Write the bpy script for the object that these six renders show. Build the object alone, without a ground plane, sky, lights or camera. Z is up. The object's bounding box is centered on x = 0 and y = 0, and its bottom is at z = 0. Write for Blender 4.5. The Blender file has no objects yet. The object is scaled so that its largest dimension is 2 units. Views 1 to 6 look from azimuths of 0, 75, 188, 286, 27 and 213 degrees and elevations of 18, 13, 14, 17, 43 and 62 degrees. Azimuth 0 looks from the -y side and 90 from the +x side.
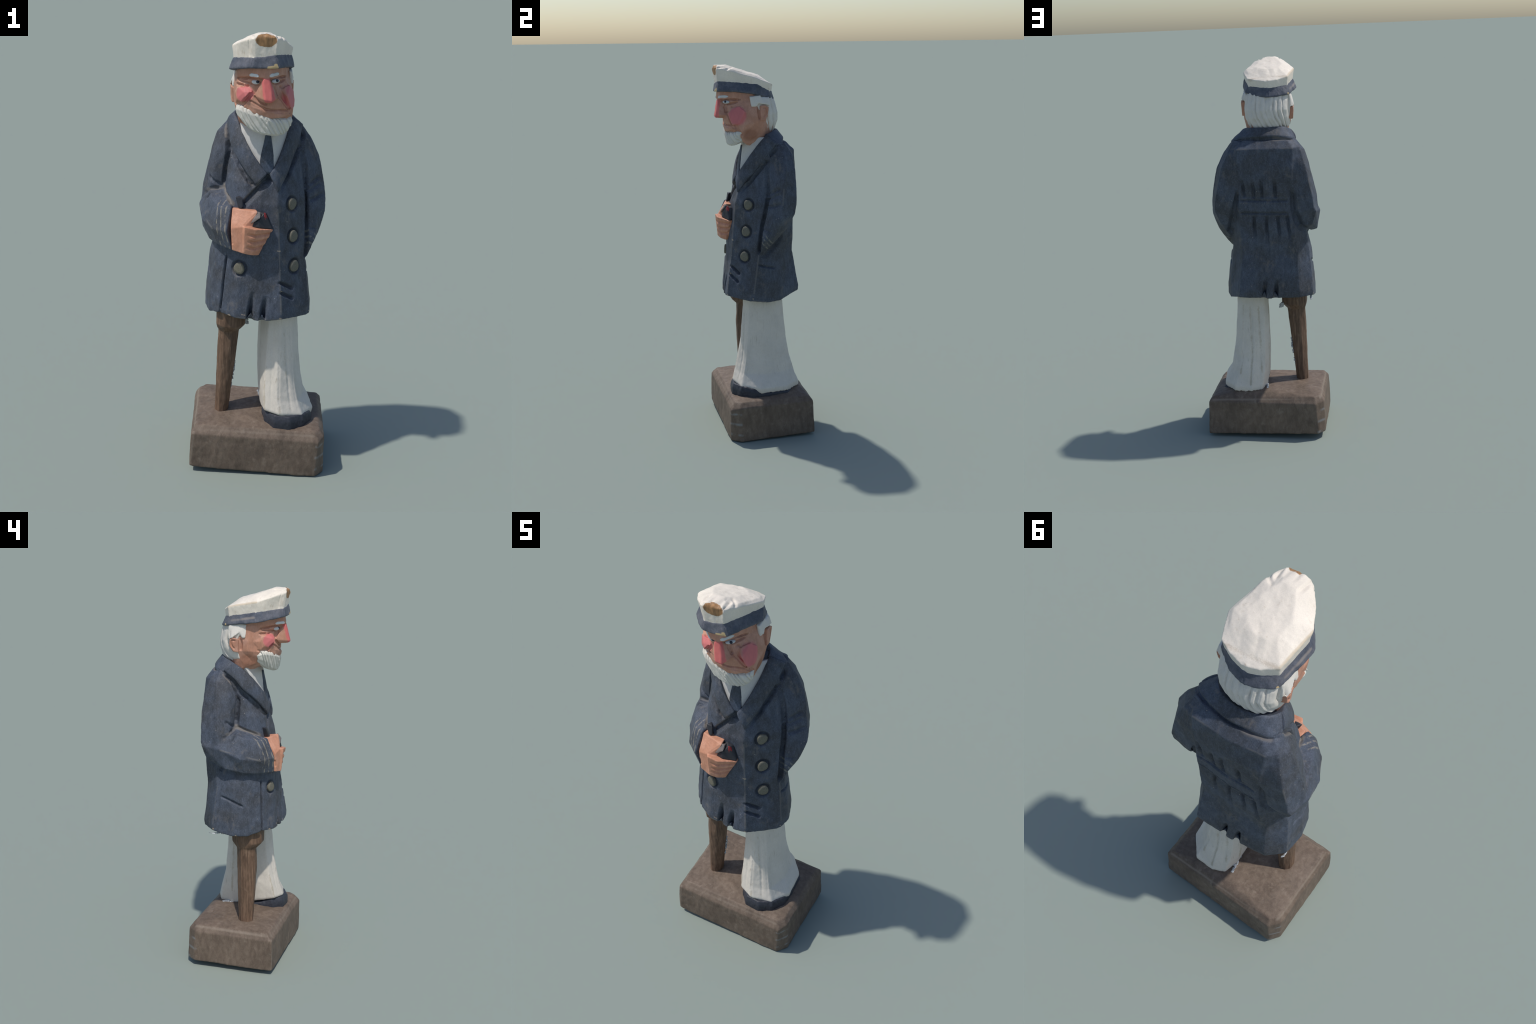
# A hand-carved, painted wooden old sea captain with a peg leg, on a wooden block.
# Metres, z up, front of the figure faces -y.  All objects keep an identity
# transform, so Object coordinates in the materials are world coordinates.
import bpy, bmesh, math, random
import numpy as np
from mathutils import Vector, noise as mnoise
from mathutils.bvhtree import BVHTree

random.seed(7)
rng = np.random.default_rng(7)
V3 = lambda p: np.array(p, dtype=float)

# ------------------------------------------------------------------ mesh helpers
def new_mesh(name, verts, faces):
    me = bpy.data.meshes.new(name)
    me.from_pydata([tuple(map(float, v)) for v in verts], [], [tuple(map(int, f)) for f in faces])
    me.update()
    return me

def add_object(name, me, parent=None, mats=(), smooth_angle=None, smooth=True):
    ob = bpy.data.objects.new(name, me)
    bpy.context.scene.collection.objects.link(ob)
    if parent is not None:
        ob.parent = parent
    for m in mats:
        me.materials.append(m)
    me.polygons.foreach_set('use_smooth', [smooth] * len(me.polygons))
    if smooth_angle is not None:
        me.set_sharp_from_angle(angle=math.radians(smooth_angle))
    me.update()
    return ob

def loft(rings, per_edge=1, closed=True, cap=True):
    """Rings of the same number of 3D corners -> closed faceted skin."""
    R = [np.array(r, float) for r in rings]
    if per_edge > 1:
        out = []
        for r in R:
            n = len(r)
            out.append(np.array([r[i] * (1 - t) + r[(i + 1) % n] * t
                                 for i in range(n) for t in np.linspace(0, 1, per_edge, endpoint=False)]))
        R = out
    n = len(R[0]); m = len(R)
    verts = np.concatenate(R)
    faces = []
    for j in range(m - 1):
        for i in range(n):
            a = j * n + i; b = j * n + (i + 1) % n
            faces.append((a, b, b + n, a + n))
    if cap:
        c0 = len(verts); verts = np.vstack([verts, R[0].mean(0), R[-1].mean(0)])
        for i in range(n):
            faces.append((c0, (i + 1) % n, i))
            faces.append((c0 + 1, (m - 1) * n + i, (m - 1) * n + (i + 1) % n))
    return verts, faces

def ring(z, pts):
    return [(p[0], p[1], p[2] if len(p) > 2 else z) for p in pts]

def hull(points):
    bm = bmesh.new()
    for p in points:
        bm.verts.new(p)
    res = bmesh.ops.convex_hull(bm, input=bm.verts)
    junk = [e for e in res['geom_interior'] + res['geom_unused'] if isinstance(e, bmesh.types.BMVert)]
    bmesh.ops.delete(bm, geom=list(set(junk)), context='VERTS')
    bmesh.ops.recalc_face_normals(bm, faces=bm.faces)
    bm.verts.index_update()
    v = np.array([x.co[:] for x in bm.verts]); f = [tuple(w.index for w in g.verts) for g in bm.faces]
    bm.free()
    return v, f

def ellipsoid(c, r, nu=32, nv=20):
    rings = []
    for j in range(1, nv):
        t = math.pi * j / nv - math.pi / 2
        rings.append([(c[0] + r[0] * math.cos(t) * math.cos(2 * math.pi * i / nu),
                       c[1] + r[1] * math.cos(t) * math.sin(2 * math.pi * i / nu),
                       c[2] + r[2] * math.sin(t)) for i in range(nu)])
    return loft(rings)

def fix_normals(v, f):
    bm = bmesh.new()
    vs = [bm.verts.new(p) for p in v]
    for q in f:
        try: bm.faces.new([vs[i] for i in q])
        except ValueError: pass
    bmesh.ops.recalc_face_normals(bm, faces=bm.faces)
    bm.verts.index_update()
    v2 = np.array([x.co[:] for x in bm.verts]); f2 = [tuple(w.index for w in g.verts) for g in bm.faces]
    bm.free()
    return v2, f2

def laplacian(v, f, it=1, lam=0.5):
    f = np.asarray(f)
    e = np.concatenate([f[:, [i, (i + 1) % f.shape[1]]] for i in range(f.shape[1])])
    n = len(v)
    for _ in range(it):
        s = np.zeros_like(v); c = np.zeros(n)
        for a, b in ((0, 1), (1, 0)):
            for k in range(3):
                s[:, k] += np.bincount(e[:, a], weights=v[e[:, b], k], minlength=n)
            c += np.bincount(e[:, a], minlength=n)
        v = v + lam * (s / np.maximum(c, 1)[:, None] - v)
    return v

def remesh_union(parts, voxel, smooth=2, lam=0.5):
    """Fuse closed pieces into one carved surface."""
    vs, fs, o = [], [], 0
    for v, f in parts:
        v, f = fix_normals(v, f)
        vs.append(v); fs += [tuple(i + o for i in q) for q in f]; o += len(v)
    me = new_mesh('tmp', np.concatenate(vs), fs)
    ob = bpy.data.objects.new('tmp', me); bpy.context.scene.collection.objects.link(ob)
    md = ob.modifiers.new('r', 'REMESH'); md.mode = 'VOXEL'; md.voxel_size = voxel; md.adaptivity = 0
    dg = bpy.context.evaluated_depsgraph_get(); dg.update()
    em = bpy.data.meshes.new_from_object(ob.evaluated_get(dg))
    n = len(em.vertices); v = np.empty(n * 3); em.vertices.foreach_get('co', v); v = v.reshape(-1, 3)
    f = np.empty(len(em.loops), dtype=int); em.loops.foreach_get('vertex_index', f); f = f.reshape(-1, 4)
    bpy.data.objects.remove(ob); bpy.data.meshes.remove(me); bpy.data.meshes.remove(em)
    return laplacian(v, f, smooth, lam), f

def vnormals(v, f):
    f = np.asarray(f)
    a = v[f[:, 2]] - v[f[:, 0]]; b = v[f[:, 3 if f.shape[1] == 4 else 1]] - v[f[:, 1 if f.shape[1] == 4 else 0]]
    fn = np.cross(a, b) if f.shape[1] == 4 else np.cross(b, a)
    n = np.zeros_like(v)
    for k in range(f.shape[1]):
        for c in range(3):
            n[:, c] += np.bincount(f[:, k], weights=fn[:, c], minlength=len(v))
    return n / np.maximum(np.linalg.norm(n, axis=1), 1e-12)[:, None]

def along(line, per=14):
    """Smooth a hand-placed polyline (Catmull-Rom)."""
    P = np.array(line, float)
    if len(P) < 3: return P
    Q = np.vstack([2 * P[0] - P[1], P, 2 * P[-1] - P[-2]]); out = []
    for i in range(1, len(Q) - 2):
        for t in np.linspace(0, 1, per, endpoint=False):
            a, b, c, d = Q[i - 1], Q[i], Q[i + 1], Q[i + 2]
            out.append(.5 * (2 * b + (c - a) * t + (2 * a - 5 * b + 4 * c - d) * t * t + (3 * b - a - 3 * c + d) * t ** 3))
    out.append(P[-1])
    return np.array(out)

def polyline_field(v, line):
    """distance, parameter 0..1, closest point, tangent for every vertex near the line"""
    L = np.asarray(line, float)
    seg = np.linalg.norm(np.diff(L, axis=0), axis=1); cum = np.concatenate([[0], np.cumsum(seg)])
    d = np.full(len(v), 1e9); t = np.zeros(len(v)); q = np.zeros_like(v); tg = np.zeros_like(v)
    for i in range(len(L) - 1):
        ab = L[i + 1] - L[i]
        s = np.clip(((v - L[i]) @ ab) / max(ab @ ab, 1e-12), 0, 1)
        p = L[i] + s[:, None] * ab
        dd = np.linalg.norm(v - p, axis=1); m = dd < d
        d[m] = dd[m]; t[m] = (cum[i] + s[m] * seg[i]) / cum[-1]; q[m] = p[m]; tg[m] = ab / max(seg[i], 1e-9)
    return d, t, q, tg

def surface_tree(v, f):
    return BVHTree.FromPolygons([tuple(p) for p in v], [tuple(int(i) for i in q) for q in f])

def densify(L, step=.006):
    out = [L[0]]
    for a, b in zip(L[:-1], L[1:]):
        k = max(1, int(np.linalg.norm(b - a) / step))
        out += [a + (b - a) * i / k for i in range(1, k + 1)]
    return np.array(out)

def carve(v, n, line, width, depth, left=None, taper=(0.15, 0.15), power=1.0, curve=True, tree=None):
    """Knife cut along a line: V groove, 'left' widens the cut on its left flank.
    negative depth raises a ridge."""
    L = along(line) if curve else np.array(line, float)
    if tree is not None:                 # lay the guide line onto the wood
        L = np.array([tree.find_nearest(Vector(p))[0][:] for p in densify(L)])
    lo, hi = L.min(0) - .06, L.max(0) + .06
    idx = np.where(((v > lo) & (v < hi)).all(1))[0]
    if len(idx) == 0: return
    d, t, q, tg = polyline_field(v[idx], L)
    w = np.full(len(idx), width)
    if left is not None:
        side = np.einsum('ij,ij->i', np.cross(tg, v[idx] - q), n[idx])
        w = np.where(side > 0, left, width)
    prof = np.clip(1 - d / w, 0, 1) ** power
    e = np.ones(len(idx))
    if taper[0] > 0: e = np.minimum(e, np.clip(t / taper[0], 0, 1))
    if taper[1] > 0: e = np.minimum(e, np.clip((1 - t) / taper[1], 0, 1))
    v[idx] -= n[idx] * (depth * prof * e)[:, None]

def chip_noise(v, n, amp, scale, seed=0.0):
    """Shallow knife facets left all over hand-carved wood."""
    k = np.array([mnoise.noise(Vector((p[0] * scale + seed, p[1] * scale, p[2] * scale * 0.6))) +
                  .4 * mnoise.noise(Vector((p[0] * scale * 3 + seed, p[1] * scale * 3, p[2] * scale * 2))) for p in v])
    v += n * (amp * k)[:, None]

def grid_slab(top, thickness, edge=0.0025, hollow=None):
    """Thick plate from a grid of 3D points (nu x nv): its face, its rounded edges and a back."""
    G = np.array(top, float); nu, nv = G.shape[:2]
    du = np.gradient(G, axis=0); dv = np.gradient(G, axis=1)
    N = np.cross(du, dv); N /= np.maximum(np.linalg.norm(N, axis=2), 1e-12)[..., None]
    out = G.reshape(-1, 3) - V3((-.02, .05, 0)); out[:, 2] = 0
    if np.mean(np.einsum('ij,ij->i', out, N.reshape(-1, 3))) < 0: N = -N
    F = G.copy()
    F[0] -= N[0] * edge; F[-1] -= N[-1] * edge; F[:, 0] -= N[:, 0] * edge; F[:, -1] -= N[:, -1] * edge
    B = G - N * thickness
    verts = np.concatenate([F.reshape(-1, 3), B.reshape(-1, 3)]); o = nu * nv
    fs = []
    for i in range(nu - 1):
        for j in range(nv - 1):
            a = i * nv + j
            fs.append((a, a + nv, a + nv + 1, a + 1)); fs.append((o + a, o + a + 1, o + a + nv + 1, o + a + nv))
    rim = [(i, 0) for i in range(nu)] + [(nu - 1, j) for j in range(1, nv)] + \
          [(i, nv - 1) for i in range(nu - 2, -1, -1)] + [(0, j) for j in range(nv - 2, 0, -1)]
    idx = [i * nv + j for i, j in rim]
    for a, b in zip(idx, idx[1:] + idx[:1]):
        fs.append((a, o + a, o + b, b))
    return fix_normals(verts, fs)

def strip(inner, outer, nu, nv, bulge=0.0, reach=1.0):
    """Grid between two smoothed edge lines."""
    def res(L):
        L = along(L, 20); s = np.concatenate([[0], np.cumsum(np.linalg.norm(np.diff(L, axis=0), axis=1))]); s /= s[-1]
        # parameter by control point index keeps the two edges in step
        return L[np.round(np.linspace(0, len(L) - 1, nu)).astype(int)]
    A, B = res(inner), res(outer)
    B = A + (B - A) * reach
    t = np.linspace(0, 1, nv)[None, :, None]
    G = A[:, None] * (1 - t) + B[:, None] * t
    if bulge:
        du = np.gradient(G, axis=0); dv = np.gradient(G, axis=1); N = np.cross(du, dv)
        N /= np.maximum(np.linalg.norm(N, axis=2), 1e-12)[..., None]
        out = G - V3((-.02, .05, 0)); out[..., 2] = 0
        if np.mean(np.sum(out * N, axis=2)) < 0: N = -N
        G = G + N * (bulge * 4 * t * (1 - t))
    return G

def split_regions(v, f, labels, names, parent, mats):
    """One smooth surface -> several part meshes that share border vertices and normals."""
    n = vnormals(v, f); out = []
    for k, nm in enumerate(names):
        fk = f[labels == k]
        if len(fk) == 0: continue
        used, inv = np.unique(fk, return_inverse=True)
        me = new_mesh(nm, v[used], inv.reshape(fk.shape))
        ob = add_object(nm, me, parent, [mats[k]])
        me.normals_split_custom_set_from_vertices([tuple(x) for x in n[used]])
        out.append(ob)
    return out

def flip_check(v, f):
    n = vnormals(v, f)
    c = v.mean(0)
    if np.mean(np.einsum('ij,ij->i', n, v - c)) < 0:
        f = np.asarray(f)[:, ::-1]
    return f

# ------------------------------------------------------------------ node helpers
class Nodes:
    def __init__(self, name, rough=0.6, spec=0.3):
        self.mat = bpy.data.materials.new(name); self.mat.use_nodes = True
        self.t = self.mat.node_tree; self.t.nodes.clear()
        self.out = self.t.nodes.new('ShaderNodeOutputMaterial')
        self.b = self.t.nodes.new('ShaderNodeBsdfPrincipled')
        self.b.inputs['Roughness'].default_value = rough
        self.b.inputs['Specular IOR Level'].default_value = spec
        self.t.links.new(self.b.outputs[0], self.out.inputs[0])
        self.co = self.t.nodes.new('ShaderNodeTexCoord').outputs['Object']
    def put(self, sock, val):
        if isinstance(val, bpy.types.NodeSocket): self.t.links.new(val, sock)
        elif isinstance(val, (tuple, list)) and len(val) == 3 and sock.type == 'RGBA': sock.default_value = (*val, 1)
        else: sock.default_value = val
    def math(self, op, a, b=0.0, clamp=False):
        n = self.t.nodes.new('ShaderNodeMath'); n.operation = op; n.use_clamp = clamp
        self.put(n.inputs[0], a); self.put(n.inputs[1], b); return n.outputs[0]
    def vmath(self, op, a, b=(0, 0, 0)):
        n = self.t.nodes.new('ShaderNodeVectorMath'); n.operation = op
        self.put(n.inputs[0], a); self.put(n.inputs[1], b)
        return n.outputs['Value'] if op in ('DOT_PRODUCT', 'LENGTH', 'DISTANCE') else n.outputs['Vector']
    def noise(self, scale, detail=4, rough=.55, stretch=(1, 1, 1), offset=(0, 0, 0), distort=0):
        vec = self.vmath('MULTIPLY', self.vmath('ADD', self.co, offset), stretch)
        n = self.t.nodes.new('ShaderNodeTexNoise'); n.inputs['Scale'].default_value = scale
        n.inputs['Detail'].default_value = detail; n.inputs['Roughness'].default_value = rough
        n.inputs['Distortion'].default_value = distort
        self.put(n.inputs['Vector'], vec); return n.outputs['Fac']
    def voronoi(self, scale, feature='F1', stretch=(1, 1, 1)):
        n = self.t.nodes.new('ShaderNodeTexVoronoi'); n.feature = feature; n.inputs['Scale'].default_value = scale
        self.put(n.inputs['Vector'], self.vmath('MULTIPLY', self.co, stretch)); return n.outputs['Distance']
    def step(self, x, lo, hi, invert=False):
        n = self.t.nodes.new('ShaderNodeMapRange'); n.interpolation_type = 'SMOOTHSTEP'
        self.put(n.inputs['Value'], x)
        n.inputs['From Min'].default_value = lo; n.inputs['From Max'].default_value = hi
        n.inputs['To Min'].default_value = 1.0 if invert else 0.0; n.inputs['To Max'].default_value = 0.0 if invert else 1.0
        return n.outputs['Result']
    def mix(self, fac, a, b, mode='MIX'):
        n = self.t.nodes.new('ShaderNodeMix'); n.data_type = 'RGBA'; n.blend_type = mode
        self.put(n.inputs['Factor'], fac); self.put(n.inputs['A'], a) if False else None
        ia = [s for s in n.inputs if s.name == 'A' and s.type == 'RGBA'][0]; ib = [s for s in n.inputs if s.name == 'B' and s.type == 'RGBA'][0]
        self.put(ia, a); self.put(ib, b)
        return [s for s in n.outputs if s.type == 'RGBA'][0]
    def axis(self, i):
        n = self.t.nodes.new('ShaderNodeSeparateXYZ'); self.t.links.new(self.co, n.inputs[0]); return n.outputs[i]
    def ball(self, c, r, lo=.9, hi=1.05, wob=None):
        """soft mask: 1 inside the ellipsoid"""
        d = self.vmath('DIVIDE', self.vmath('SUBTRACT', self.co, c), r)
        x = self.vmath('LENGTH', d)
        if wob is not None: x = self.math('ADD', x, wob)
        return self.step(x, lo, hi, True)
    def plane(self, nrm, d, lo, hi, wob=None, invert=False):
        x = self.math('SUBTRACT', self.vmath('DOT_PRODUCT', self.co, nrm), d)
        if wob is not None: x = self.math('ADD', x, wob)
        return self.step(x, lo, hi, invert)
    def capsule(self, a, b, r, soft=.15, wob=None):
        a = V3(a); b = V3(b); ab = b - a
        t = self.math('DIVIDE', self.vmath('DOT_PRODUCT', self.vmath('SUBTRACT', self.co, tuple(a)), tuple(ab)), float(ab @ ab), clamp=True)
        n = self.t.nodes.new('ShaderNodeVectorMath'); n.operation = 'SCALE'; n.inputs[0].default_value = tuple(ab); self.put(n.inputs['Scale'], t)
        q = self.vmath('ADD', n.outputs['Vector'], tuple(a))
        x = self.math('DIVIDE', self.vmath('DISTANCE', self.co, q), r)
        if wob is not None: x = self.math('ADD', x, wob)
        return self.step(x, 1 - soft, 1 + soft, True)
    def mul(self, a, b): return self.math('MULTIPLY', a, b, clamp=True)
    def add(self, a, b): return self.math('ADD', a, b, clamp=True)
    def grain(self, amount, lo=.3, hi=.7):
        return self.math('MULTIPLY', self.math('SUBTRACT', amount, .5), hi - lo)
    def shade(self, col, fac):
        """multiply a colour by 1 + fac (scalar socket)"""
        k = self.math('ADD', fac, 1.0)
        return self.mix(1.0, col, self._grey(k), 'MULTIPLY')
    def _grey(self, k):
        n = self.t.nodes.new('ShaderNodeCombineXYZ')
        for i in range(3): self.put(n.inputs[i], k)
        return n.outputs[0]
    def bump(self, h, strength=.3, dist=.002):
        n = self.t.nodes.new('ShaderNodeBump'); n.inputs['Strength'].default_value = strength; n.inputs['Distance'].default_value = dist
        self.put(n.inputs['Height'], h); self.t.links.new(n.outputs[0], self.b.inputs['Normal'])
    def done(self, col):
        self.put(self.b.inputs['Base Color'], col); return self.mat

# ------------------------------------------------------------------ materials
NAVY = (0.067, 0.074, 0.091)
def coat_material(name, base=NAVY, extra=None):
    N = Nodes(name, .62, .25)
    big = N.noise(9, 3); mid = N.noise(55, 4, .6, (1, 1, .45)); fine = N.noise(330, 3, .6, (1, 1, .4))
    c = N.mix(N.step(big, .35, .65), (base[0] * .88, base[1] * .85, base[2] * .80), (base[0] * 1.05, base[1] * 1.12, base[2] * 1.20))
    c = N.shade(c, N.grain(mid, 0, 1.15)); c = N.shade(c, N.grain(fine, 0, 1.2))
    sp = N.noise(150, 3, .6, (1, 1, .7), (7, 1, 2)); c = N.mix(N.mul(N.step(sp, .52, .68), .38), c, (base[0] * 1.7, base[1] * 1.8, base[2] * 1.9))
    # lighter rubbed patches of thin paint, brownish where the wood shows through
    rub = N.mul(N.step(N.noise(14, 4, .6, offset=(3, 1, 5)), .55, .68), N.step(mid, .42, .62))
    c = N.mix(N.mul(rub, .6), c, (.135, .122, .112))
    speck = N.mul(N.step(N.voronoi(48), .10, .05), N.step(N.noise(23, 2, offset=(9, 9, 0)), .56, .62))
    c = N.mix(N.mul(speck, .75), c, (.42, .37, .31))
    if extra: c = extra(N, c, mid)
    N.bump(fine, .25, .0015)
    return N.done(c)

def coat_marks(N, c, mid):
    wob = N.math('MULTIPLY', N.math('SUBTRACT', mid, .5), .9)
    def rub(a, b, r, k=.7, col=(.20, .175, .15)):
        nonlocal c
        c = N.mix(N.mul(N.capsule(a, b, r, .5, wob), k), c, col)
    rub((-.03, -.13, 1.365), (-.10, -.14, 1.285), .0075, .8)                  # worn edge of the front overlap
    rub((-.19, .0, 1.31), (-.155, -.12, 1.262), .012, .6, (.23, .20, .165))    # crook of the bent arm
    rub((-.20, .0, 1.305), (-.27, .02, 1.285), .009, .5, (.20, .18, .16))
    rub((-.20, .06, 1.575), (-.195, .02, 1.53), .007, .6)                       # shoulder seam
    rub((-.09, .14, 1.60), (-.17, .11, 1.585), .012, .5)
    for a, b in [((-.262, .156, 1.39), (-.285, .158, 1.30)), ((-.309, .045, 1.212), (-.238, -.144, 1.153)), ((.05, -.145, 1.25), (.083, -.203, .79)), ((.247, .075, 1.36), (.263, .064, 1.28)),
                 ((.10, .174, 1.552), (-.185, .158, 1.552)), ((-.260, .102, .80), (-.245, .079, 1.0)), ((.211, -.085, .80), (.184, -.05, 1.0)), ((-.115, -.19, .757), (.085, -.204, .764)), ((.211, -.087, .757), (.219, -.02, .748))]:
        rub(a, b, .0045, .45, (.175, .165, .155))
    # chipped paint along the hem
    for p, r in [((.085, -.205, .768), .008), ((.074, -.183, .889), .006), ((-.155, -.172, .762), .009), ((-.085, -.19, .775), .006),
                 ((.21, -.09, .77), .005), ((-.262, .10, .775), .009), ((-.262, .05, .752), .008), ((-.262, -.02, .747), .007), ((.06, -.165, 1.07), .006)]:
        c = N.mix(N.mul(N.capsule((p[0] - .006, p[1], p[2]), (p[0] + .008, p[1], p[2] - .002), r * .55, .6, N.math('MULTIPLY', wob, 1.8)), .85), c, (.46, .36, .26))
    return c

def sleeve_marks(N, c, mid):
    c = coat_marks(N, c, mid)
    brk = N.step(N.noise(60, 3, .6, (1, 1, .6), (4, 2, 1)), .40, .56)
    for s in (.155, .131, .107):            # rubbed braid rings round the bent arm's cuff
        x = N.math('ABSOLUTE', N.math('SUBTRACT', N.vmath('DOT_PRODUCT', N.co, (.9, -.43, .2)), s))
        m = N.mul(N.mul(N.step(x, .0022, .0045, True), brk), N.plane((0, 1, 0), -.09, -.01, .01, invert=True))
        c = N.mix(N.mul(m, .6), c, (.30, .265, .21))
    for s in (0.0, .02, .04):               # and the one in the pocket
        x = N.math('ABSOLUTE', N.math('SUBTRACT', N.vmath('DOT_PRODUCT', N.co, (.25, .75, .62)), .735 - .045 + s))
        m = N.mul(N.mul(N.step(x, .002, .005, True), brk), N.mul(N.plane((1, 0, 0), .15, 0, .02), N.plane((0, 0, 1), 1.16, 0, .02, invert=True)))
        c = N.mix(N.mul(m, .5), c, (.26, .25, .20))
    return c

M_coat = coat_material('coat_paint', extra=coat_marks)
M_sleeve = coat_material('sleeve_paint', extra=sleeve_marks)
M_tie = coat_material('tie_paint', (.060, .072, .095))

def band_material():
    N = Nodes('cap_band_paint', .6, .25)
    mid = N.noise(45, 4, .6); fine = N.noise(260, 3)
    c = N.mix(N.step(N.noise(16, 3), .35, .65), (.075, .084, .108), (.122, .126, .148))
    c = N.shade(c, N.grain(mid, 0, .8)); c = N.shade(c, N.grain(fine, 0, .9))
    wob = N.math('MULTIPLY', N.math('SUBTRACT', mid, .5), 1.0)
    for a, b, r in [((-.02, -.228, 1.863), (.012, -.228, 1.866), .0075), ((.008, -.228, 1.873), (.009, -.228, 1.870), .008),
                    ((-.166, .062, 1.818), (-.160, .06, 1.82), .005)]:
        c = N.mix(N.capsule(a, b, r, .3, wob), c, (.56, .41, .22))
    c = N.mix(N.mul(N.capsule((-.182, -.09, 1.862), (-.172, .03, 1.842), .006, .6, wob), .6), c, (.30, .26, .23))
    N.bump(fine, .25, .0015)
    return N.done(c)
M_band = band_material()

def white_material(name, base, dirt=(.42, .37, .28), amount=.5, streak=(1, 1, .25), extra=None):
    N = Nodes(name, .55, .3)
    st = N.noise(70, 4, .65, streak); fine = N.noise(300, 3, .6, (1, 1, .5)); big = N.noise(10, 4, .6)
    c = N.shade(base, N.grain(big, 0, .28)); c = N.shade(c, N.grain(fine, 0, .30))
    m = N.mul(N.step(st, .54, .78), N.step(N.noise(17, 3, .6, offset=(2, 7, 1)), .42, .66))
    c = N.mix(N.mul(m, amount), c, dirt)
    if extra: c = extra(N, c, st, fine)
    N.bump(st, .25, .002)
    return N.done(c)

def crown_marks(N, c, st, fine):
    wob = N.math('MULTIPLY', N.math('SUBTRACT', N.noise(45, 3, .6, (1, 1, .2)), .5), .034)
    w2 = N.math('MULTIPLY', N.math('SUBTRACT', N.noise(38, 4, .65), .5), .05)
    m = N.ball((-.036, -.228, 1.972), (.047, .05, .027), .92, 1.04, N.math('MULTIPLY', N.math('ADD', wob, w2), 9.0))
    m = N.mul(m, N.plane((0, -1, 0), .212, -.0015, .0015))
    wood = N.mix(N.step(N.noise(75, 4, .6, (1, 1, .12)), .32, .70), (.22, .125, .06), (.47, .25, .11))
    c = N.mix(m, c, wood)
    # thin old cracks and yellowed rims
    y = N.mul(N.capsule((-.177, -.10, 1.936), (-.162, .046, 1.911), .006, .5, w2), .55)
    c = N.mix(y, c, (.55, .42, .27))
    y = N.mul(N.capsule((-.155, .05, 1.903), (.035, .07, 1.892), .008, .6, N.math('MULTIPLY', N.math('SUBTRACT', fine, .5), 1.5)), .5)
    c = N.mix(y, c, (.48, .38, .27))
    return c

M_crown = white_material('cap_white_paint', (.78, .70, .595), (.52, .41, .29), .75, (1, 1, .4), crown_marks)
def trouser_marks(N, c, st, fine):
    w = N.math('MULTIPLY', N.math('SUBTRACT', N.noise(22, 5, .8), .46), 5.0)
    for L in ([(.075, -.125, .70), (.085, -.14, .52), (.095, -.175, .36), (.10, -.19, .30)], [(.105, -.12, .66), (.125, -.14, .45), (.15, -.17, .31)], [(.02, -.10, .70), (.022, -.13, .42), (.03, -.155, .30)],
              [(.08, .11, .70), (.075, .13, .45), (.085, .17, .28)], [(.035, .10, .70), (.025, .14, .34)], [(.165, -.06, .68), (.18, -.06, .52)], [(.12, .098, .70), (.14, .15, .33)], [(-.014, .06, .70), (-.006, .08, .32)]):
        for p, q in zip(L[:-1], L[1:]):
            c = N.mix(N.mul(N.capsule(p, q, .0055, .7, w), .5), c, (.36, .29, .19))
    g = N.mul(N.step(N.noise(13, 5, .7, offset=(8, 8, 3)), .52, .70), N.step(fine, .35, .6))
    return N.mix(N.mul(g, .30), c, (.40, .36, .29))
M_trouser = white_material('trouser_paint', (.64, .585, .51), (.30, .25, .18), .7, (1.6, 1.6, .09), trouser_marks)
M_shirt = white_material('shirt_paint', (.54, .52, .49), (.36, .33, .28), .4)
M_hair = white_material('hair_paint', (.66, .615, .55), (.44, .40, .30), .45, (1, 1, .2))
M_beard = white_material('beard_paint', (.63, .60, .53), (.42, .38, .27), .55, (1, 1, .2))
M_brow = white_material('eyebrow_paint', (.62, .62, .61), amount=.2)

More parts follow.
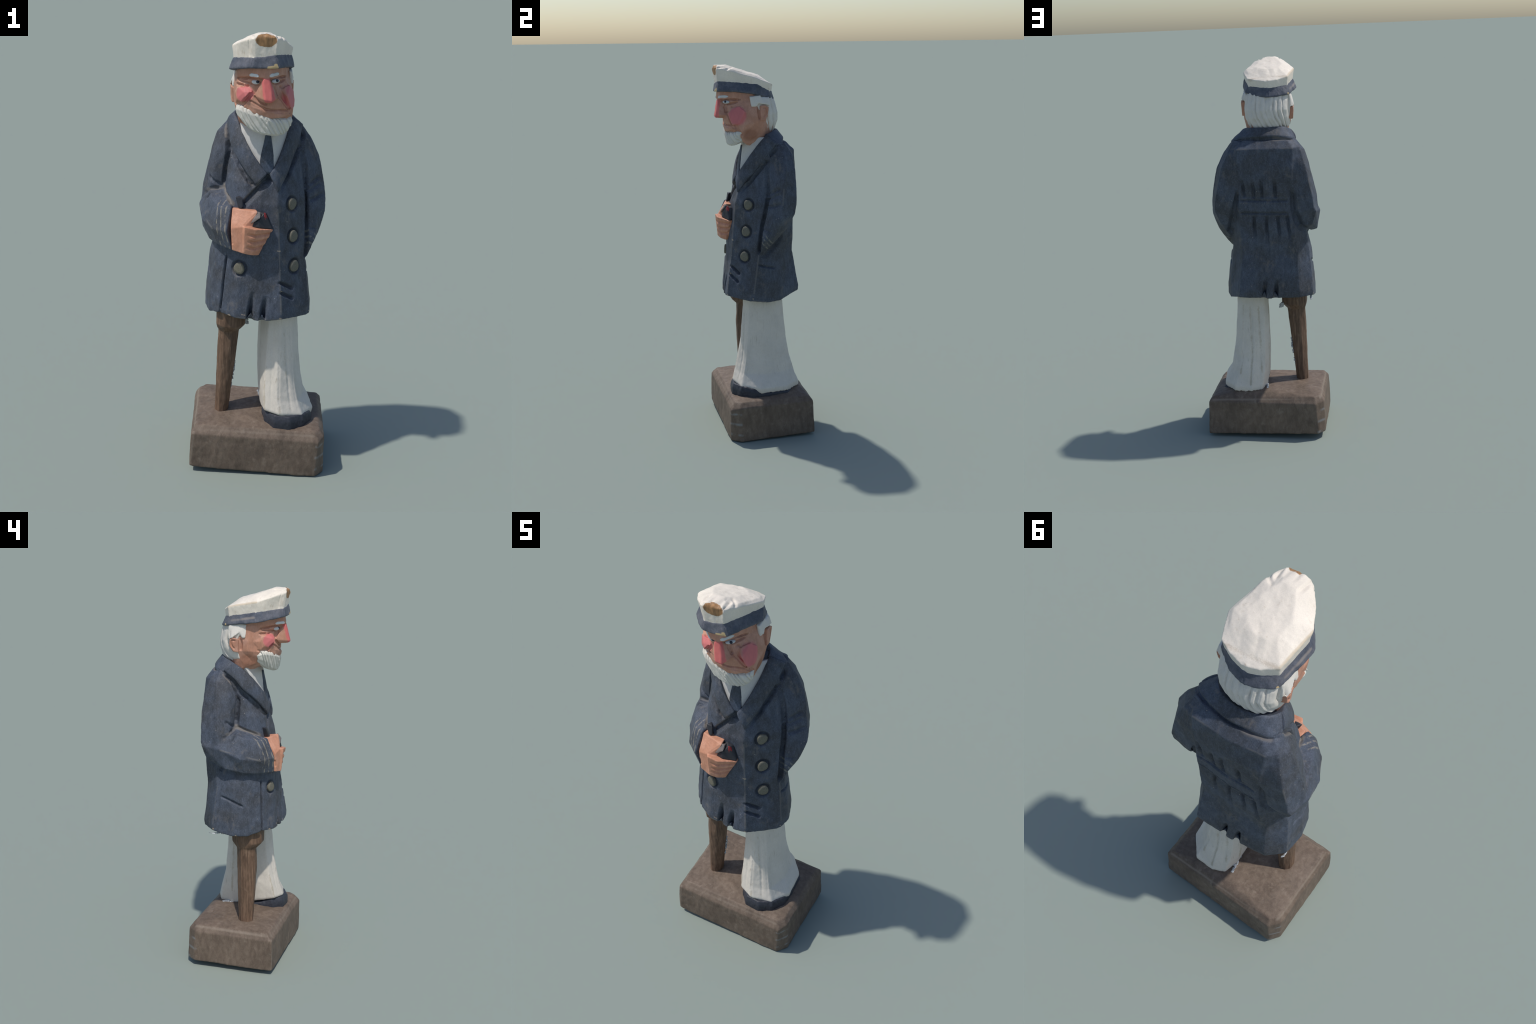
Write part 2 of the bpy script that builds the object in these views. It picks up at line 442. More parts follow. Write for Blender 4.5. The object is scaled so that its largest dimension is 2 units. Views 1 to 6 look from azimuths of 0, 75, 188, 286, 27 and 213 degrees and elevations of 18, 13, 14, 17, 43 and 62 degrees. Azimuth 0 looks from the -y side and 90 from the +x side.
SKIN = (.495, .262, .180)
def skin_material(name, base=SKIN, face=True):
    N = Nodes(name, .55, .3)
    big = N.noise(16, 4, .6); fine = N.noise(280, 3, .6, (1, 1, .3)); mid = N.noise(60, 4, .6, (1, 1, .3))
    c = N.mix(N.step(big, .35, .65), (base[0] * .92, base[1] * .86, base[2] * .82), (base[0] * 1.06, base[1] * 1.08, base[2] * 1.12))
    c = N.shade(c, N.grain(mid, 0, .45)); c = N.shade(c, N.grain(fine, 0, .45))
    fl = N.mul(N.step(mid, .60, .72), N.step(N.noise(25, 2, offset=(1, 2, 3)), .48, .6))
    c = N.mix(N.mul(fl, .35), c, (.22, .10, .06))
    if face:
        w = N.math('MULTIPLY', N.math('SUBTRACT', N.noise(45, 3), .5), .35)
        pink = N.shade((.60, .165, .165), N.grain(mid, 0, .35))
        a = N.ball((.080, -.130, 1.737), (.052, .054, .056), .72, 1.06, w)
        b = N.ball((-.122, -.162, 1.745), (.048, .044, .038), .75, 1.06, w)
        c = N.mix(N.mul(N.add(a, b), .92), c, pink)
        n = N.capsule((-.028, -.222, 1.815), (-.010, -.232, 1.738), .027, .14, w)
        n = N.mul(N.mul(n, N.plane((0, -1, .12), .415, -.004, .006)), N.plane((0, 0, 1), 1.819, -.003, .003, invert=True))
        c = N.mix(N.mul(n, .95), c, N.shade((.62, .150, .140), N.grain(mid, 0, .4)))
        lines = [[(-.097, -.168, 1.722), (-.058, -.183, 1.703), (-.022, -.183, 1.688), (.03, -.181, 1.686), (.077, -.163, 1.683), (.082, -.150, 1.670)],
                 [(.024, -.178, 1.757), (.057, -.171, 1.715), (.082, -.156, 1.676)], [(-.083, -.174, 1.750), (-.103, -.172, 1.726), (-.126, -.155, 1.702)],
                 [(-.082, -.172, 1.746), (-.055, -.181, 1.722), (-.025, -.183, 1.708)], [(-.060, -.195, 1.812), (-.10, -.168, 1.809), (-.150, -.116, 1.803)],
                 [(-.010, -.195, 1.817), (.018, -.170, 1.818), (.052, -.108, 1.818)], [(.016, -.185, 1.79), (.024, -.178, 1.75)], [(-.062, -.185, 1.795), (-.078, -.172, 1.752)]]
        stain = (.20, .085, .045)  # dark brown tone drawn along the mouth, cheek folds and under the brows
        for L in lines:
            for p, q in zip(L[:-1], L[1:]):
                c = N.mix(N.mul(N.capsule(p, q, .0052, .45, N.math('MULTIPLY', w, 1.2)), .62), c, stain)
        # soft dark orange-brown patches in the hollows below the jaw and ears
        s = N.ball((.07, -.06, 1.635), (.05, .05, .04), .5, 1.1, w)
        c = N.mix(N.mul(s, .5), c, (.24, .09, .045))
        s = N.ball((-.145, -.05, 1.64), (.05, .06, .045), .5, 1.1, w)
        c = N.mix(N.mul(s, .5), c, (.24, .09, .045))
    N.bump(fine, .2, .0015)
    return N.done(c)
M_skin = skin_material('skin_paint')
M_ear = skin_material('ear_paint', (.50, .26, .18), False)
M_hand = skin_material('hand_paint', (.56, .275, .175), False)

def wood_material(name, a, b, stretch, scale=60, light=(.30, .24, .19), light_amt=.5, edges=()):
    N = Nodes(name, .6, .25)
    st = N.noise(scale, 5, .65, stretch, distort=.4); big = N.noise(8, 3, .6); fine = N.noise(280, 3, .6, stretch)
    c = N.mix(N.step(st, .32, .70), a, b)
    c = N.shade(c, N.grain(big, 0, .9)); c = N.shade(c, N.grain(fine, 0, .6))
    m = N.mul(N.step(N.noise(22, 4, .7, offset=(5, 3, 1)), .54, .68), N.step(st, .4, .6))
    c = N.mix(N.mul(m, light_amt), c, light)
    w = N.math('MULTIPLY', N.math('SUBTRACT', N.noise(50, 4, .7), .5), 1.6)
    for p, q, r in edges:
        c = N.mix(N.mul(N.capsule(p, q, r, .8, w), .55), c, light)
    return N, c, st
N, c, st = wood_material('block_wood', (.126, .092, .069), (.172, .129, .097), (1, 1, .45), 45, (.26, .21, .165), .35,
    [((-.28, -.222, .214), (.26, -.226, .205), .006), ((-.293, -.2, .217), (-.293, .2, .222), .006),
     ((-.29, -.225, .20), (-.305, -.235, .03), .005), ((-.26, .214, .216), (.29, .21, .205), .005), ((.29, -.19, .207), (.295, .2, .205), .004),
     ((-.18, -.11, .226), (-.15, -.12, .226), .006), ((-.24, .04, .226), (-.20, .16, .226), .008)])
# pale smears on the two cut corners
for (cx, cy), nd in (((.297, -.212), (.80, -.60, 0)), ((-.298, .217), (-.83, .56, 0))):
    zw = N.math('ABSOLUTE', N.math('SUBTRACT', N.math('FRACT', N.math('MULTIPLY', N.math('SUBTRACT', N.axis(2), .012), 17.0)), .5))
    band = N.mul(N.step(zw, .20, .0), N.plane(nd, V3(nd) @ V3((cx, cy, 0)), -.006, -.001))
    band = N.mul(band, N.plane((0, 0, 1), .165, -.005, .005, invert=True))
    c = N.mix(N.mul(N.mul(band, N.step(N.noise(30, 2), .3, .6)), .6), c, (.27, .28, .28))
N.bump(st, .35, .002)
M_block = N.done(c)
N, c, st = wood_material('peg_wood', (.095, .058, .038), (.185, .115, .075), (1.3, 1.3, .13), 85, (.30, .21, .14), .3)
N.bump(st, .35, .002); M_peg = N.done(c)

def plain(name, col, var=.5, rough=.55, scale=180):
    N = Nodes(name, rough, .3); n = N.noise(scale, 4); c = N.shade(col, N.grain(n, 0, var)); N.bump(n, .25, .0015); return N.done(c)
M_shoe = plain('shoe_paint', (.036, .039, .050), 1.0, .5, 90)
M_button = plain('button_paint', (.150, .139, .107), 1.2, .6, 230)
M_eye = plain('eye_white_paint', (.56, .57, .56), .15)
M_pupil = plain('pupil_paint', (.030, .035, .05), .3, .45)
M_pipe = plain('pipe_black_paint', (.035, .036, .042), .8, .5)
M_grey_edge = plain('pale_grey_edge', (.17, .145, .135), .5, .55)
M_red = plain('red_paint', (.30, .035, .035), .5, .5)
M_flake = plain('pale_flake', (.42, .44, .45), .4, .6)

# ------------------------------------------------------------------ the thing
root = bpy.data.objects.new('sea_captain_figurine', None)
bpy.context.scene.collection.objects.link(root)
root['label'] = 'carved painted wooden old sea captain with peg leg'
root['category'] = 'wooden figurine'

# ---------------------------------------------------------------- block base
base_pts = [(.275, -.240, 0), (.315, -.187, .001), (.316, .222, .012), (-.281, .241, .030), (-.315, .194, .030), (-.308, -.232, .023),
            (.283, -.238, .176), (.311, -.195, .190), (.309, .214, .193), (-.270, .236, .195), (-.310, .190, .198), (-.302, -.228, .190),
            (.262, -.212, .214), (.288, -.180, .214), (.288, .195, .218), (-.262, .212, .228), (-.290, .180, .229), (-.280, -.200, .224),
            (.20, -.13, .228), (.21, .12, .236), (-.20, .13, .242), (-.21, -.12, .236), (0, 0, .247), (0, .165, .244), (.14, .170, .240), (-.14, .19, .238)]
base_pts = [(x * 1.006, y * 1.006, z + (.002 if z > .1 else 0)) for x, y, z in base_pts]
v, f = remesh_union([hull(base_pts)], .0045, 3)
n = vnormals(v, f); chip_noise(v, n, .0022, 14, 3.0); n = vnormals(v, f); chip_noise(v, n, .0008, 60, 8.0)
n = vnormals(v, f)
for line, w, d in [([(-.24, .05, .226), (-.13, .06, .226)], .006, .002), ([(.03, .20, .224), (.045, .09, .222)], .006, .003),
                   ([(-.245, .14, .226), (-.15, .12, .226)], .008, .0025)]:
    carve(v, n, line, w, d, tree=surface_tree(v, f))
add_object('wooden_block', new_mesh('wooden_block', v, f), root, [M_block])

# ---------------------------------------------------------------- trouser leg, shoe, peg
t_rings = [
    ring(.79, [(.030, -.090), (.085, -.116), (.135, -.10), (.160, -.03), (.153, .05), (.12, .092), (.06, .106), (.005, .092), (-.012, .06), (-.004, .0)]),
    ring(.70, [(.030, -.096), (.085, -.120), (.138, -.10), (.163, -.03), (.157, .05), (.12, .097), (.06, .110), (.004, .096), (-.014, .06), (-.006, .0)]),
    ring(.52, [(.026, -.112), (.085, -.138), (.150, -.113), (.181, -.03), (.173, .06), (.13, .112), (.065, .126), (.004, .110), (-.016, .07), (-.008, .0)]),
    ring(.42, [(.024, -.128), (.088, -.156), (.164, -.126), (.196, -.03), (.187, .07), (.137, .126), (.067, .137), (.006, .120), (-.012, .07), (-.006, -.01)]),
    ring(.34, [(.023, -.145), (.092, -.176), (.180, -.142), (.214, -.035), (.203, .075), (.150, .148), (.07, .158), (.010, .135), (-.006, .08), (.000, -.02)]),
    [(.027, -.155, .294), (.10, -.190, .292), (.205, -.163, .279), (.258, -.06, .270), (.240, .085, .268), (.172, .172, .270), (.08, .178, .262), (.022, .150, .266), (.004, .08, .266), (.006, -.04, .278)],
    [(.032, -.152, .285), (.10, -.186, .280), (.202, -.16, .264), (.254, -.06, .242), (.240, .085, .240), (.170, .172, .240), (.08, .178, .242), (.025, .150, .242), (.008, .08, .242), (.012, -.04, .262)]]
v, f = remesh_union([loft(t_rings)], .0045, 4)
n = vnormals(v, f); chip_noise(v, n, .002, 22, 5.0); n = vnormals(v, f); TR = surface_tree(v, f)
for x0, x1, dpt in [(.048, .050, .002), (.082, .094, .003), (.112, .15, .003), (.135, .185, .002)]:   # long knife cuts down the front
    carve(v, n, [(x0, -.12, .72), ((x0 + x1) / 2, -.14, .52), (x1, -.17, .36), (x1 + .01, -.185, .29)], .008, dpt, tree=TR)
for x0, x1, dpt in [(.03, .035, .003), (.075, .085, .005), (.12, .15, .003)]:                # and down the back
    carve(v, n, [(x0, .105, .72), (x0, .125, .5), (x1, .145, .34), (x1, .155, .25)], .010, dpt, tree=TR)
carve(v, n, [(-.01, -.02, .72), (-.014, -.03, .5), (.0, -.05, .3)], .012, .004, tree=TR)
carve(v, n, [(.16, .02, .72), (.18, .02, .5), (.206, .03, .34)], .010, .002, tree=TR)
# ragged bottom of the cloth
low = (v[:, 2] < .245) & (v[:, 1] > -.02)
v[low, 2] += np.array([.007 * mnoise.noise(Vector((p[0] * 90, p[1] * 90, 0))) for p in v[low]])
add_object('trouser_leg', new_mesh('trouser_leg', v, f), root, [M_trouser])

s_out = [(.014, -.05), (.030, -.145), (.075, -.197), (.15, -.205), (.215, -.170), (.250, -.11), (.256, -.03), (.246, .09), (.172, .163), (.06, .166), (.014, .09)]
def shoe_ring(z, k, lift=0.0):
    c = np.mean(s_out, axis=0)
    return [(c[0] + (p[0] - c[0]) * k, c[1] + (p[1] - c[1]) * k, z + lift * max(0, min(1, (-p[1] - .02) / .12))) for p in s_out]
v, f = remesh_union([loft([shoe_ring(.200, .985), shoe_ring(.232, 1.0, -.002), shoe_ring(.239, .99, .018), shoe_ring(.243, .93, .038)], per_edge=3)], .004, 8)
n = vnormals(v, f); chip_noise(v, n, .0025, 40, 1.0)
add_object('shoe', new_mesh('shoe', v, f), root, [M_shoe])

def octo(z, x0, x1, y0, y1, k=.29):
    dx, dy = (x1 - x0) * k, (y1 - y0) * k
    return [(x0 + dx, y0, z), (x1 - dx, y0, z), (x1, y0 + dy, z), (x1, y1 - dy, z), (x1 - dx, y1, z), (x0 + dx, y1, z), (x0, y1 - dy, z), (x0, y0 + dy, z)]
peg = [octo(.79, -.209, -.074, -.134, .027), octo(.685, -.208, -.076, -.134, .027), octo(.662, -.204, -.094, -.112, .010), octo(.652, -.199, -.104, -.100, .001), octo(.640, -.198, -.105, -.098, .000),
       octo(.55, -.201, -.112, -.103, -.003), octo(.42, -.202, -.125, -.098, -.007), octo(.30, -.203, -.136, -.092, -.011), octo(.205, -.205, -.144, -.087, -.014)]
v, f = remesh_union([loft(peg)], .0035, 3)
n = vnormals(v, f); chip_noise(v, n, .0015, 30, 2.0)
add_object('peg_leg', new_mesh('peg_leg', v, f), root, [M_peg])

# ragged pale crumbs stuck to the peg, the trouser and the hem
crumbs = []
def crumb(c, r, k=9):
    crumbs.append(hull([V3(c) + rng.uniform(-1.5, 1.5, 3) * V3(r) for _ in range(k)]))
crumb((-.074, -.012, .678), (.010, .010, .012), 14); crumb((-.069, -.012, .664), (.007, .006, .006), 14)
for z in np.linspace(.475, .395, 9): crumb((-.1185 - (.475 - z) * .12, -.035, z), (.0055, .007, .006))
for z in np.linspace(.36, .335, 4): crumb((-.136, -.035, z), (.006, .006, .005))
for a in np.linspace(0, 1, 9): crumb((.012 - .012 * a, .055 + .075 * a, .250), (.006, .006, .005))
for a in np.linspace(0, 1, 12): crumb((-.255 + .02 * a, .12 - .12 * a, .748), (.005, .006, .003))
for a in np.linspace(0, 1, 8): crumb((-.20 + .03 * a, .02 - .12 * a, .742), (.007, .006, .004))
vs, fs, o = [], [], 0
for a, b in crumbs:
    vs.append(a); fs += [tuple(i + o for i in q) for q in b]; o += len(a)
ob = add_object('pale_crumbs', new_mesh('pale_crumbs', np.concatenate(vs), fs), root, [M_flake], smooth=False); ob['kind'] = 'stuff'

# ---------------------------------------------------------------- coat
# each ring: front, front ridge, button flank, side, ... counter-clockwise from above
coat = [
    ring(.750, [(-.01, -.204), (.085, -.204, .762), (.15, -.152, .757), (.211, -.087, .755), (.219, -.02, .745), (.186, .073, .745), (.116, .187, .775), (-.05, .186, .768), (-.20, .166, .768), (-.261, .108, .765), (-.266, 0, .742), (-.243, -.08, .742), (-.194, -.145, .762), (-.115, -.190, .755)]),
    ring(.800, [(-.01, -.200), (.083, -.202), (.15, -.150), (.211, -.085), (.217, -.02), (.185, .073), (.115, .190), (-.05, .188), (-.20, .171), (-.265, .108), (-.268, 0), (-.243, -.08), (-.193, -.143), (-.115, -.188)]),
    ring(1.00, [(-.02, -.174), (.066, -.172), (.132, -.118), (.184, -.05), (.184, -.01), (.160, .070), (.095, .160), (-.05, .164), (-.19, .151), (-.250, .086), (-.252, 0), (-.225, -.08), (-.175, -.135), (-.112, -.168)]),
    ring(1.13, [(-.025, -.164), (.055, -.160), (.122, -.105), (.176, -.04), (.180, .00), (.16, .08), (.10, .165), (-.05, .172), (-.18, .165), (-.235, .085), (-.225, 0), (-.205, -.07), (-.165, -.12), (-.108, -.156)]),
    ring(1.27, [(-.03, -.146), (.045, -.142), (.112, -.086), (.162, -.025), (.174, .02), (.165, .08), (.10, .172), (-.05, .178), (-.17, .172), (-.22, .09), (-.20, 0), (-.183, -.068), (-.152, -.113), (-.10, -.142)]),
    ring(1.36, [(-.03, -.124), (.045, -.112), (.10, -.064), (.15, -.008), (.162, .03), (.158, .09), (.10, .176), (-.05, .182), (-.175, .176), (-.22, .10), (-.195, .01), (-.181, -.053), (-.150, -.096), (-.095, -.122)]),
    ring(1.395, [(-.03, -.098), (.03, -.090), (.095, -.055), (.145, -.005), (.158, .035), (.155, .095), (.10, .178), (-.05, .184), (-.177, .177), (-.22, .105), (-.197, .02), (-.180, -.038), (-.147, -.076), (-.094, -.103)]),
    ring(1.45, [(-.03, -.078), (.03, -.072), (.09, -.042), (.137, .0), (.150, .04), (.15, .10), (.10, .180), (-.05, .186), (-.18, .172), (-.22, .11), (-.20, .03), (-.180, -.018), (-.144, -.058), (-.09, -.084)]),
    ring(1.552, [(-.03, -.055), (.03, -.05), (.08, -.02), (.12, .02), (.142, .06), (.143, .10), (.10, .174), (-.05, .178), (-.185, .156), (-.222, .12), (-.208, .05), (-.17, 0), (-.13, -.03), (-.08, -.05)]),
    ring(1.602, [(-.03, -.03), (.02, -.03), (.06, 0), (.095, .035), (.12, .065), (.105, .095), (.06, .128), (-.06, .136), (-.145, .125), (-.178, .10), (-.172, .06), (-.145, .02), (-.11, 0), (-.07, -.02)]),
    ring(1.635, [(-.03, -.015), (.01, -.01), (.04, .01), (.06, .03), (.07, .05), (.065, .07), (.04, .09), (-.05, .10), (-.11, .09), (-.135, .07), (-.135, .05), (-.12, .03), (-.09, .01), (-.06, -.005)])]
# arm hanging into the pocket (figure's left, +x): front-in, front-out, outer ridge, back-out, back-in, in
sleeve_a = [
    ring(1.592, [(.10, .055), (.122, .058), (.136, .085), (.12, .115), (.09, .125), (.08, .09)]),
    ring(1.53, [(.135, .018), (.163, .048), (.184, .088), (.152, .149), (.08, .168), (.08, .08)]),
    ring(1.45, [(.150, .004), (.188, .042), (.224, .085), (.189, .156), (.09, .178), (.10, .08)]),
    ring(1.36, [(.166, .010), (.211, .037), (.247, .075), (.212, .155), (.10, .176), (.11, .08)]),
    ring(1.28, [(.176, .002), (.221, .031), (.263, .064), (.230, .150), (.13, .166), (.12, .08)]),
    [(.182, -.020, 1.18), (.230, .008, 1.17), (.264, .054, 1.20), (.237, .139, 1.225), (.14, .150, 1.225), (.12, .06, 1.2)],
    [(.178, -.036, 1.10), (.216, -.030, 1.08), (.240, .030, 1.115), (.212, .112, 1.155), (.13, .122, 1.155), (.12, .04, 1.12)],
    [(.165, -.046, 1.00), (.188, -.046, 1.004), (.198, .00, 1.035), (.180, .06, 1.085), (.13, .065, 1.09), (.12, 0, 1.05)]]
# bent arm (figure's right, -x): upper arm, then forearm with the cuff across the belly
sleeve_b1 = [
    ring(1.595, [(-.15, .05), (-.172, .052), (-.192, .078), (-.172, .115), (-.13, .125), (-.12, .08)]),
    ring(1.54, [(-.168, .002), (-.214, .040), (-.238, .085), (-.222, .130), (-.14, .160), (-.12, .07)]),
    ring(1.47, [(-.180, -.012), (-.230, .020), (-.260, .080), (-.245, .147), (-.15, .172), (-.13, .06)]),
    ring(1.39, [(-.187, -.006), (-.245, .014), (-.275, .070), (-.262, .156), (-.16, .178), (-.14, .06)]),
    ring(1.30, [(-.187, .002), (-.260, .010), (-.294, .064), (-.281, .154), (-.17, .172), (-.15, .08)]),
    [(-.19, .005, 1.20), (-.265, .012, 1.18), (-.304, .062, 1.20), (-.286, .156, 1.24), (-.18, .165, 1.22), (-.15, .08, 1.2)],
    [(-.19, .012, 1.12), (-.245, .015, 1.105), (-.274, .055, 1.12), (-.265, .125, 1.15), (-.19, .14, 1.15), (-.16, .06, 1.12)]]
sleeve_b2 = [
    [(-.19, .150, 1.28), (-.280, .150, 1.27), (-.296, .150, 1.225), (-.272, .130, 1.155), (-.20, .14, 1.14), (-.15, .13, 1.2)],
    [(-.185, .03, 1.315), (-.266, .02, 1.297), (-.309, .045, 1.212), (-.286, .028, 1.110), (-.20, .05, 1.085), (-.15, .05, 1.2)],
    [(-.178, -.05, 1.285), (-.243, -.070, 1.264), (-.287, -.055, 1.165), (-.252, -.066, 1.083), (-.18, -.05, 1.065), (-.13, -.04, 1.18)],
    [(-.165, -.115, 1.262), (-.200, -.141, 1.248), (-.238, -.144, 1.153), (-.206, -.142, 1.078), (-.155, -.11, 1.066), (-.12, -.10, 1.18)],
    [(-.150, -.128, 1.254), (-.157, -.160, 1.252), (-.172, -.201, 1.158), (-.146, -.194, 1.074), (-.138, -.14, 1.068), (-.13, -.12, 1.16)]]
P_torso, P_a, P_b1, P_b2 = loft(coat), loft(sleeve_a), loft(sleeve_b1), loft(sleeve_b2)
v, f = remesh_union([P_torso, P_a, P_b1, P_b2], .0036, 3)
f = np.asarray(f)
n = vnormals(v, f)
# region labels are taken before the knife work
cent = v[f].mean(1)
def tree(parts):
    return [BVHTree.FromPolygons([tuple(p) for p in a], [tuple(q) for q in b]) for a, b in parts]
T_t, T_a, T_b = tree([P_torso]), tree([P_a]), tree([P_b1, P_b2])
def dist(trees, p): return min(t.find_nearest(p)[3] for t in trees)
labels = np.zeros(len(f), int)
for i, c in enumerate(cent):
    if c[2] > 1.62 or c[2] < .98 or (abs(c[0] + .02) < .09): continue
    p = Vector(c); dt = dist(T_t, p)
    if c[0] > 0: labels[i] = 1 if dist(T_a, p) < dt else 0
    else: labels[i] = 2 if dist(T_b, p) < dt else 0
chip_noise(v, n, .0030, 13, 11.0); n = vnormals(v, f); chip_noise(v, n, .0010, 45, 4.0)
n = vnormals(v, f)
TR = surface_tree(v, f)
C = lambda line, w, d, **k: carve(v, n, line, w * .85, d * (1.4 if d > 0 else 1), tree=TR, **k)
# deep cuts where the sleeves leave the body
C([(.143, .03, 1.545), (.147, .008, 1.49), (.165, .008, 1.39), (.174, .012, 1.29), (.178, -.02, 1.19), (.180, -.035, 1.10), (.178, -.05, 1.0)], .016, .020, taper=(.2, .05))
C([(-.19, .02, 1.55), (-.184, -.012, 1.47), (-.188, -.006, 1.39), (-.186, .0, 1.315)], .018, .020, taper=(.25, .1))
C([(-.186, .0, 1.315), (-.172, -.055, 1.288), (-.158, -.115, 1.262)], .010, .008)
C([(.17, -.05, .99), (.188, .02, 1.02), (.175, .09, 1.09), (.15, .14, 1.17), (.115, .155, 1.30), (.09, .172, 1.42)], .022, .012, taper=(.15, .35))
C([(-.15, .172, 1.42), (-.172, .158, 1.32), (-.185, .145, 1.22), (-.235, .10, 1.10)], .026, .016, taper=(.35, .15))
C([(-.245, .09, 1.10), (-.255, .03, 1.085), (-.235, -.055, 1.075), (-.20, -.12, 1.066), (-.16, -.17, 1.058)], .014, .014)
# folds at the elbows
C([(-.296, .040, 1.262), (-.25, .010, 1.284), (-.205, .004, 1.303)], .014, .007)
C([(-.275, .030, 1.352), (-.235, .012, 1.325), (-.20, .0, 1.312)], .013, .007)
C([(-.272, -.005, 1.245), (-.225, -.02, 1.278)], .010, .006)
C([(.188, .010, 1.327), (.21, .03, 1.345), (.238, .06, 1.365)], .018, .008)
C([(.185, .006, 1.300), (.215, .025, 1.318), (.245, .055, 1.335)], .015, .006)
C([(.186, .008, 1.258), (.225, .02, 1.272), (.26, .054, 1.285)], .016, .008)
C([(.18, -.02, 1.14), (.22, .0, 1.135), (.225, .01, 1.125)], .010, .004)
# outside of the lapels, and the front panel lapping over the other side
C([(.150, .06, 1.575), (.148, .025, 1.535), (.137, -.004, 1.493), (.118, -.035, 1.448), (.09, -.082, 1.385), (.056, -.126, 1.320)], .016, .014, taper=(.05, .3))
C([(-.198, .055, 1.582), (-.190, .005, 1.54), (-.175, -.035, 1.483), (-.138, -.082, 1.43), (-.096, -.118, 1.382), (-.058, -.132, 1.342)], .016, .014, taper=(.05, .05))
C([(.01, -.118, 1.405), (-.045, -.128, 1.345), (-.115, -.137, 1.268)], .005, .013, left=.032, taper=(.02, .02))
C([(.04, -.14, 1.30), (.052, -.155, 1.15), (.066, -.172, 1.0), (.084, -.203, .77)], .012, -.002)
# side vents, pockets, slashes and hem slits
C([(-.172, -.133, 1.04), (-.180, -.138, .93), (-.194, -.146, .75)], .009, .016, taper=(.1, 0))
C([(-.262, .065, .955), (-.258, 0, .93), (-.243, -.062, .898)], .009, .009)
C([(.186, -.057, .949), (.192, -.01, .938), (.184, .048, .925)], .009, .009)
C([(.062, -.180, .930), (.10, -.163, .912), (.132, -.142, .889)], .012, .014)
C([(.070, -.186, .884), (.10, -.172, .868), (.136, -.150, .846)], .012, .014)
for top, bot in [((-.046, -.196, .885), (-.062, -.218, .745)), ((.012, -.190, .868), (-.002, -.225, .745)),
                 ((-.024, .172, .885), (-.008, .188, .755)), ((-.082, .172, .880), (-.072, .188, .755))]:
    C([top, bot], .017, .030, taper=(.75, 0), curve=False)
# button wells
for bx, by, bz in [(.112, -.089, 1.265), (.128, -.110, 1.124), (.136, -.122, .989), (-.113, -.170, .983)]:
    p = V3((bx, by, bz)); d = np.linalg.norm(v - p, axis=1); m = d < .05
    v[m] -= n[m] * (.015 * np.clip(1 - np.abs(d[m] - .029) / .011, 0, 1))[:, None]
# half belt and pleats on the back
for line in ([(.105, .15, 1.290), (-.03, .156, 1.288), (-.16, .155, 1.286)], [(.095, .15, 1.224), (-.03, .156, 1.222), (-.155, .152, 1.220)]):
    C(line, .009, .008, taper=(.08, .08))
    C([(p[0], p[1], p[2] + (.02 if p[2] > 1.25 else -.02)) for p in line], .03, .004)
for x0, z0, x1, z1 in [(.080, 1.415, .069, 1.305), (.023, 1.405, .021, 1.300), (-.020, 1.425, -.024, 1.300), (-.087, 1.408, -.090, 1.300),
                       (.025, 1.210, .026, 1.055), (-.039, 1.210, -.040, 1.035), (-.097, 1.208, -.106, 1.07), (-.146, 1.207, -.163, 1.04)]:
    C([(x0, .16, z0), ((x0 + x1) / 2, .158, (z0 + z1) / 2), (x1, .155, z1)], .013, .014, taper=(.5, .05) if z0 > 1.3 else (.05, .5))
# seam under the collar and across the shoulders
C([(-.20, .07, 1.583), (-.17, .115, 1.592), (-.083, .142, 1.604), (-.02, .146, 1.603), (.06, .130, 1.598), (.125, .103, 1.586), (.15, .072, 1.578)], .010, .008)
C([(.148, .09, 1.54), (.188, .095, 1.50), (.225, .09, 1.43), (.250, .08, 1.35), (.262, .066, 1.28)], .012, -.003)
n = vnormals(v, f)
v = laplacian(v, f, 1, .3)
coat_obs = split_regions(v, f, labels, ['coat', 'sleeve', 'sleeve'], root, [M_coat, M_sleeve, M_sleeve])
coat_tree = BVHTree.FromPolygons([tuple(p) for p in v], [tuple(int(i) for i in q) for q in f])

# lapels and collar: thick turned cloth
def slab_object(name, G, thick, mat, edge=.004, chip=.0012, seed=0):
    vv, ff = grid_slab(G, thick, edge)
    q = [x for x in ff]
    me = new_mesh(name, vv, q)
    nn = np.empty(len(vv) * 3); me.vertex_normals.foreach_get('vector', nn); nn = nn.reshape(-1, 3)
    chip_noise(vv, nn, chip, 30, seed)
    me.vertices.foreach_set('co', vv.ravel()); me.update()
    return add_object(name, me, root, [mat], smooth_angle=50)
lap_in = [(.085, .025, 1.634), (.081, -.012, 1.597), (.072, -.052, 1.545), (.048, -.099, 1.473), (.024, -.121, 1.430), (.002, -.127, 1.402)]
lap_out = [(.147, .07, 1.586), (.140, .040, 1.545), (.128, .011, 1.500), (.108, -.027, 1.452), (.085, -.086, 1.388), (.050, -.131, 1.318)]
slab_object('lapel', strip(lap_in, lap_out, 60, 18, .008, .93)[:, ::-1], .045, M_coat, seed=2)
lap_in = [(-.165, .03, 1.640), (-.134, -.032, 1.592), (-.108, -.080, 1.537), (-.075, -.107, 1.487), (-.036, -.120, 1.440), (-.004, -.124, 1.403)]
lap_out = [(-.197, .066, 1.590), (-.188, .010, 1.545), (-.173, -.037, 1.490), (-.135, -.086, 1.438), (-.095, -.120, 1.388), (-.058, -.135, 1.348)]
slab_object('lapel', strip(lap_in, lap_out, 60, 18, .008, .93), .045, M_coat, seed=3)
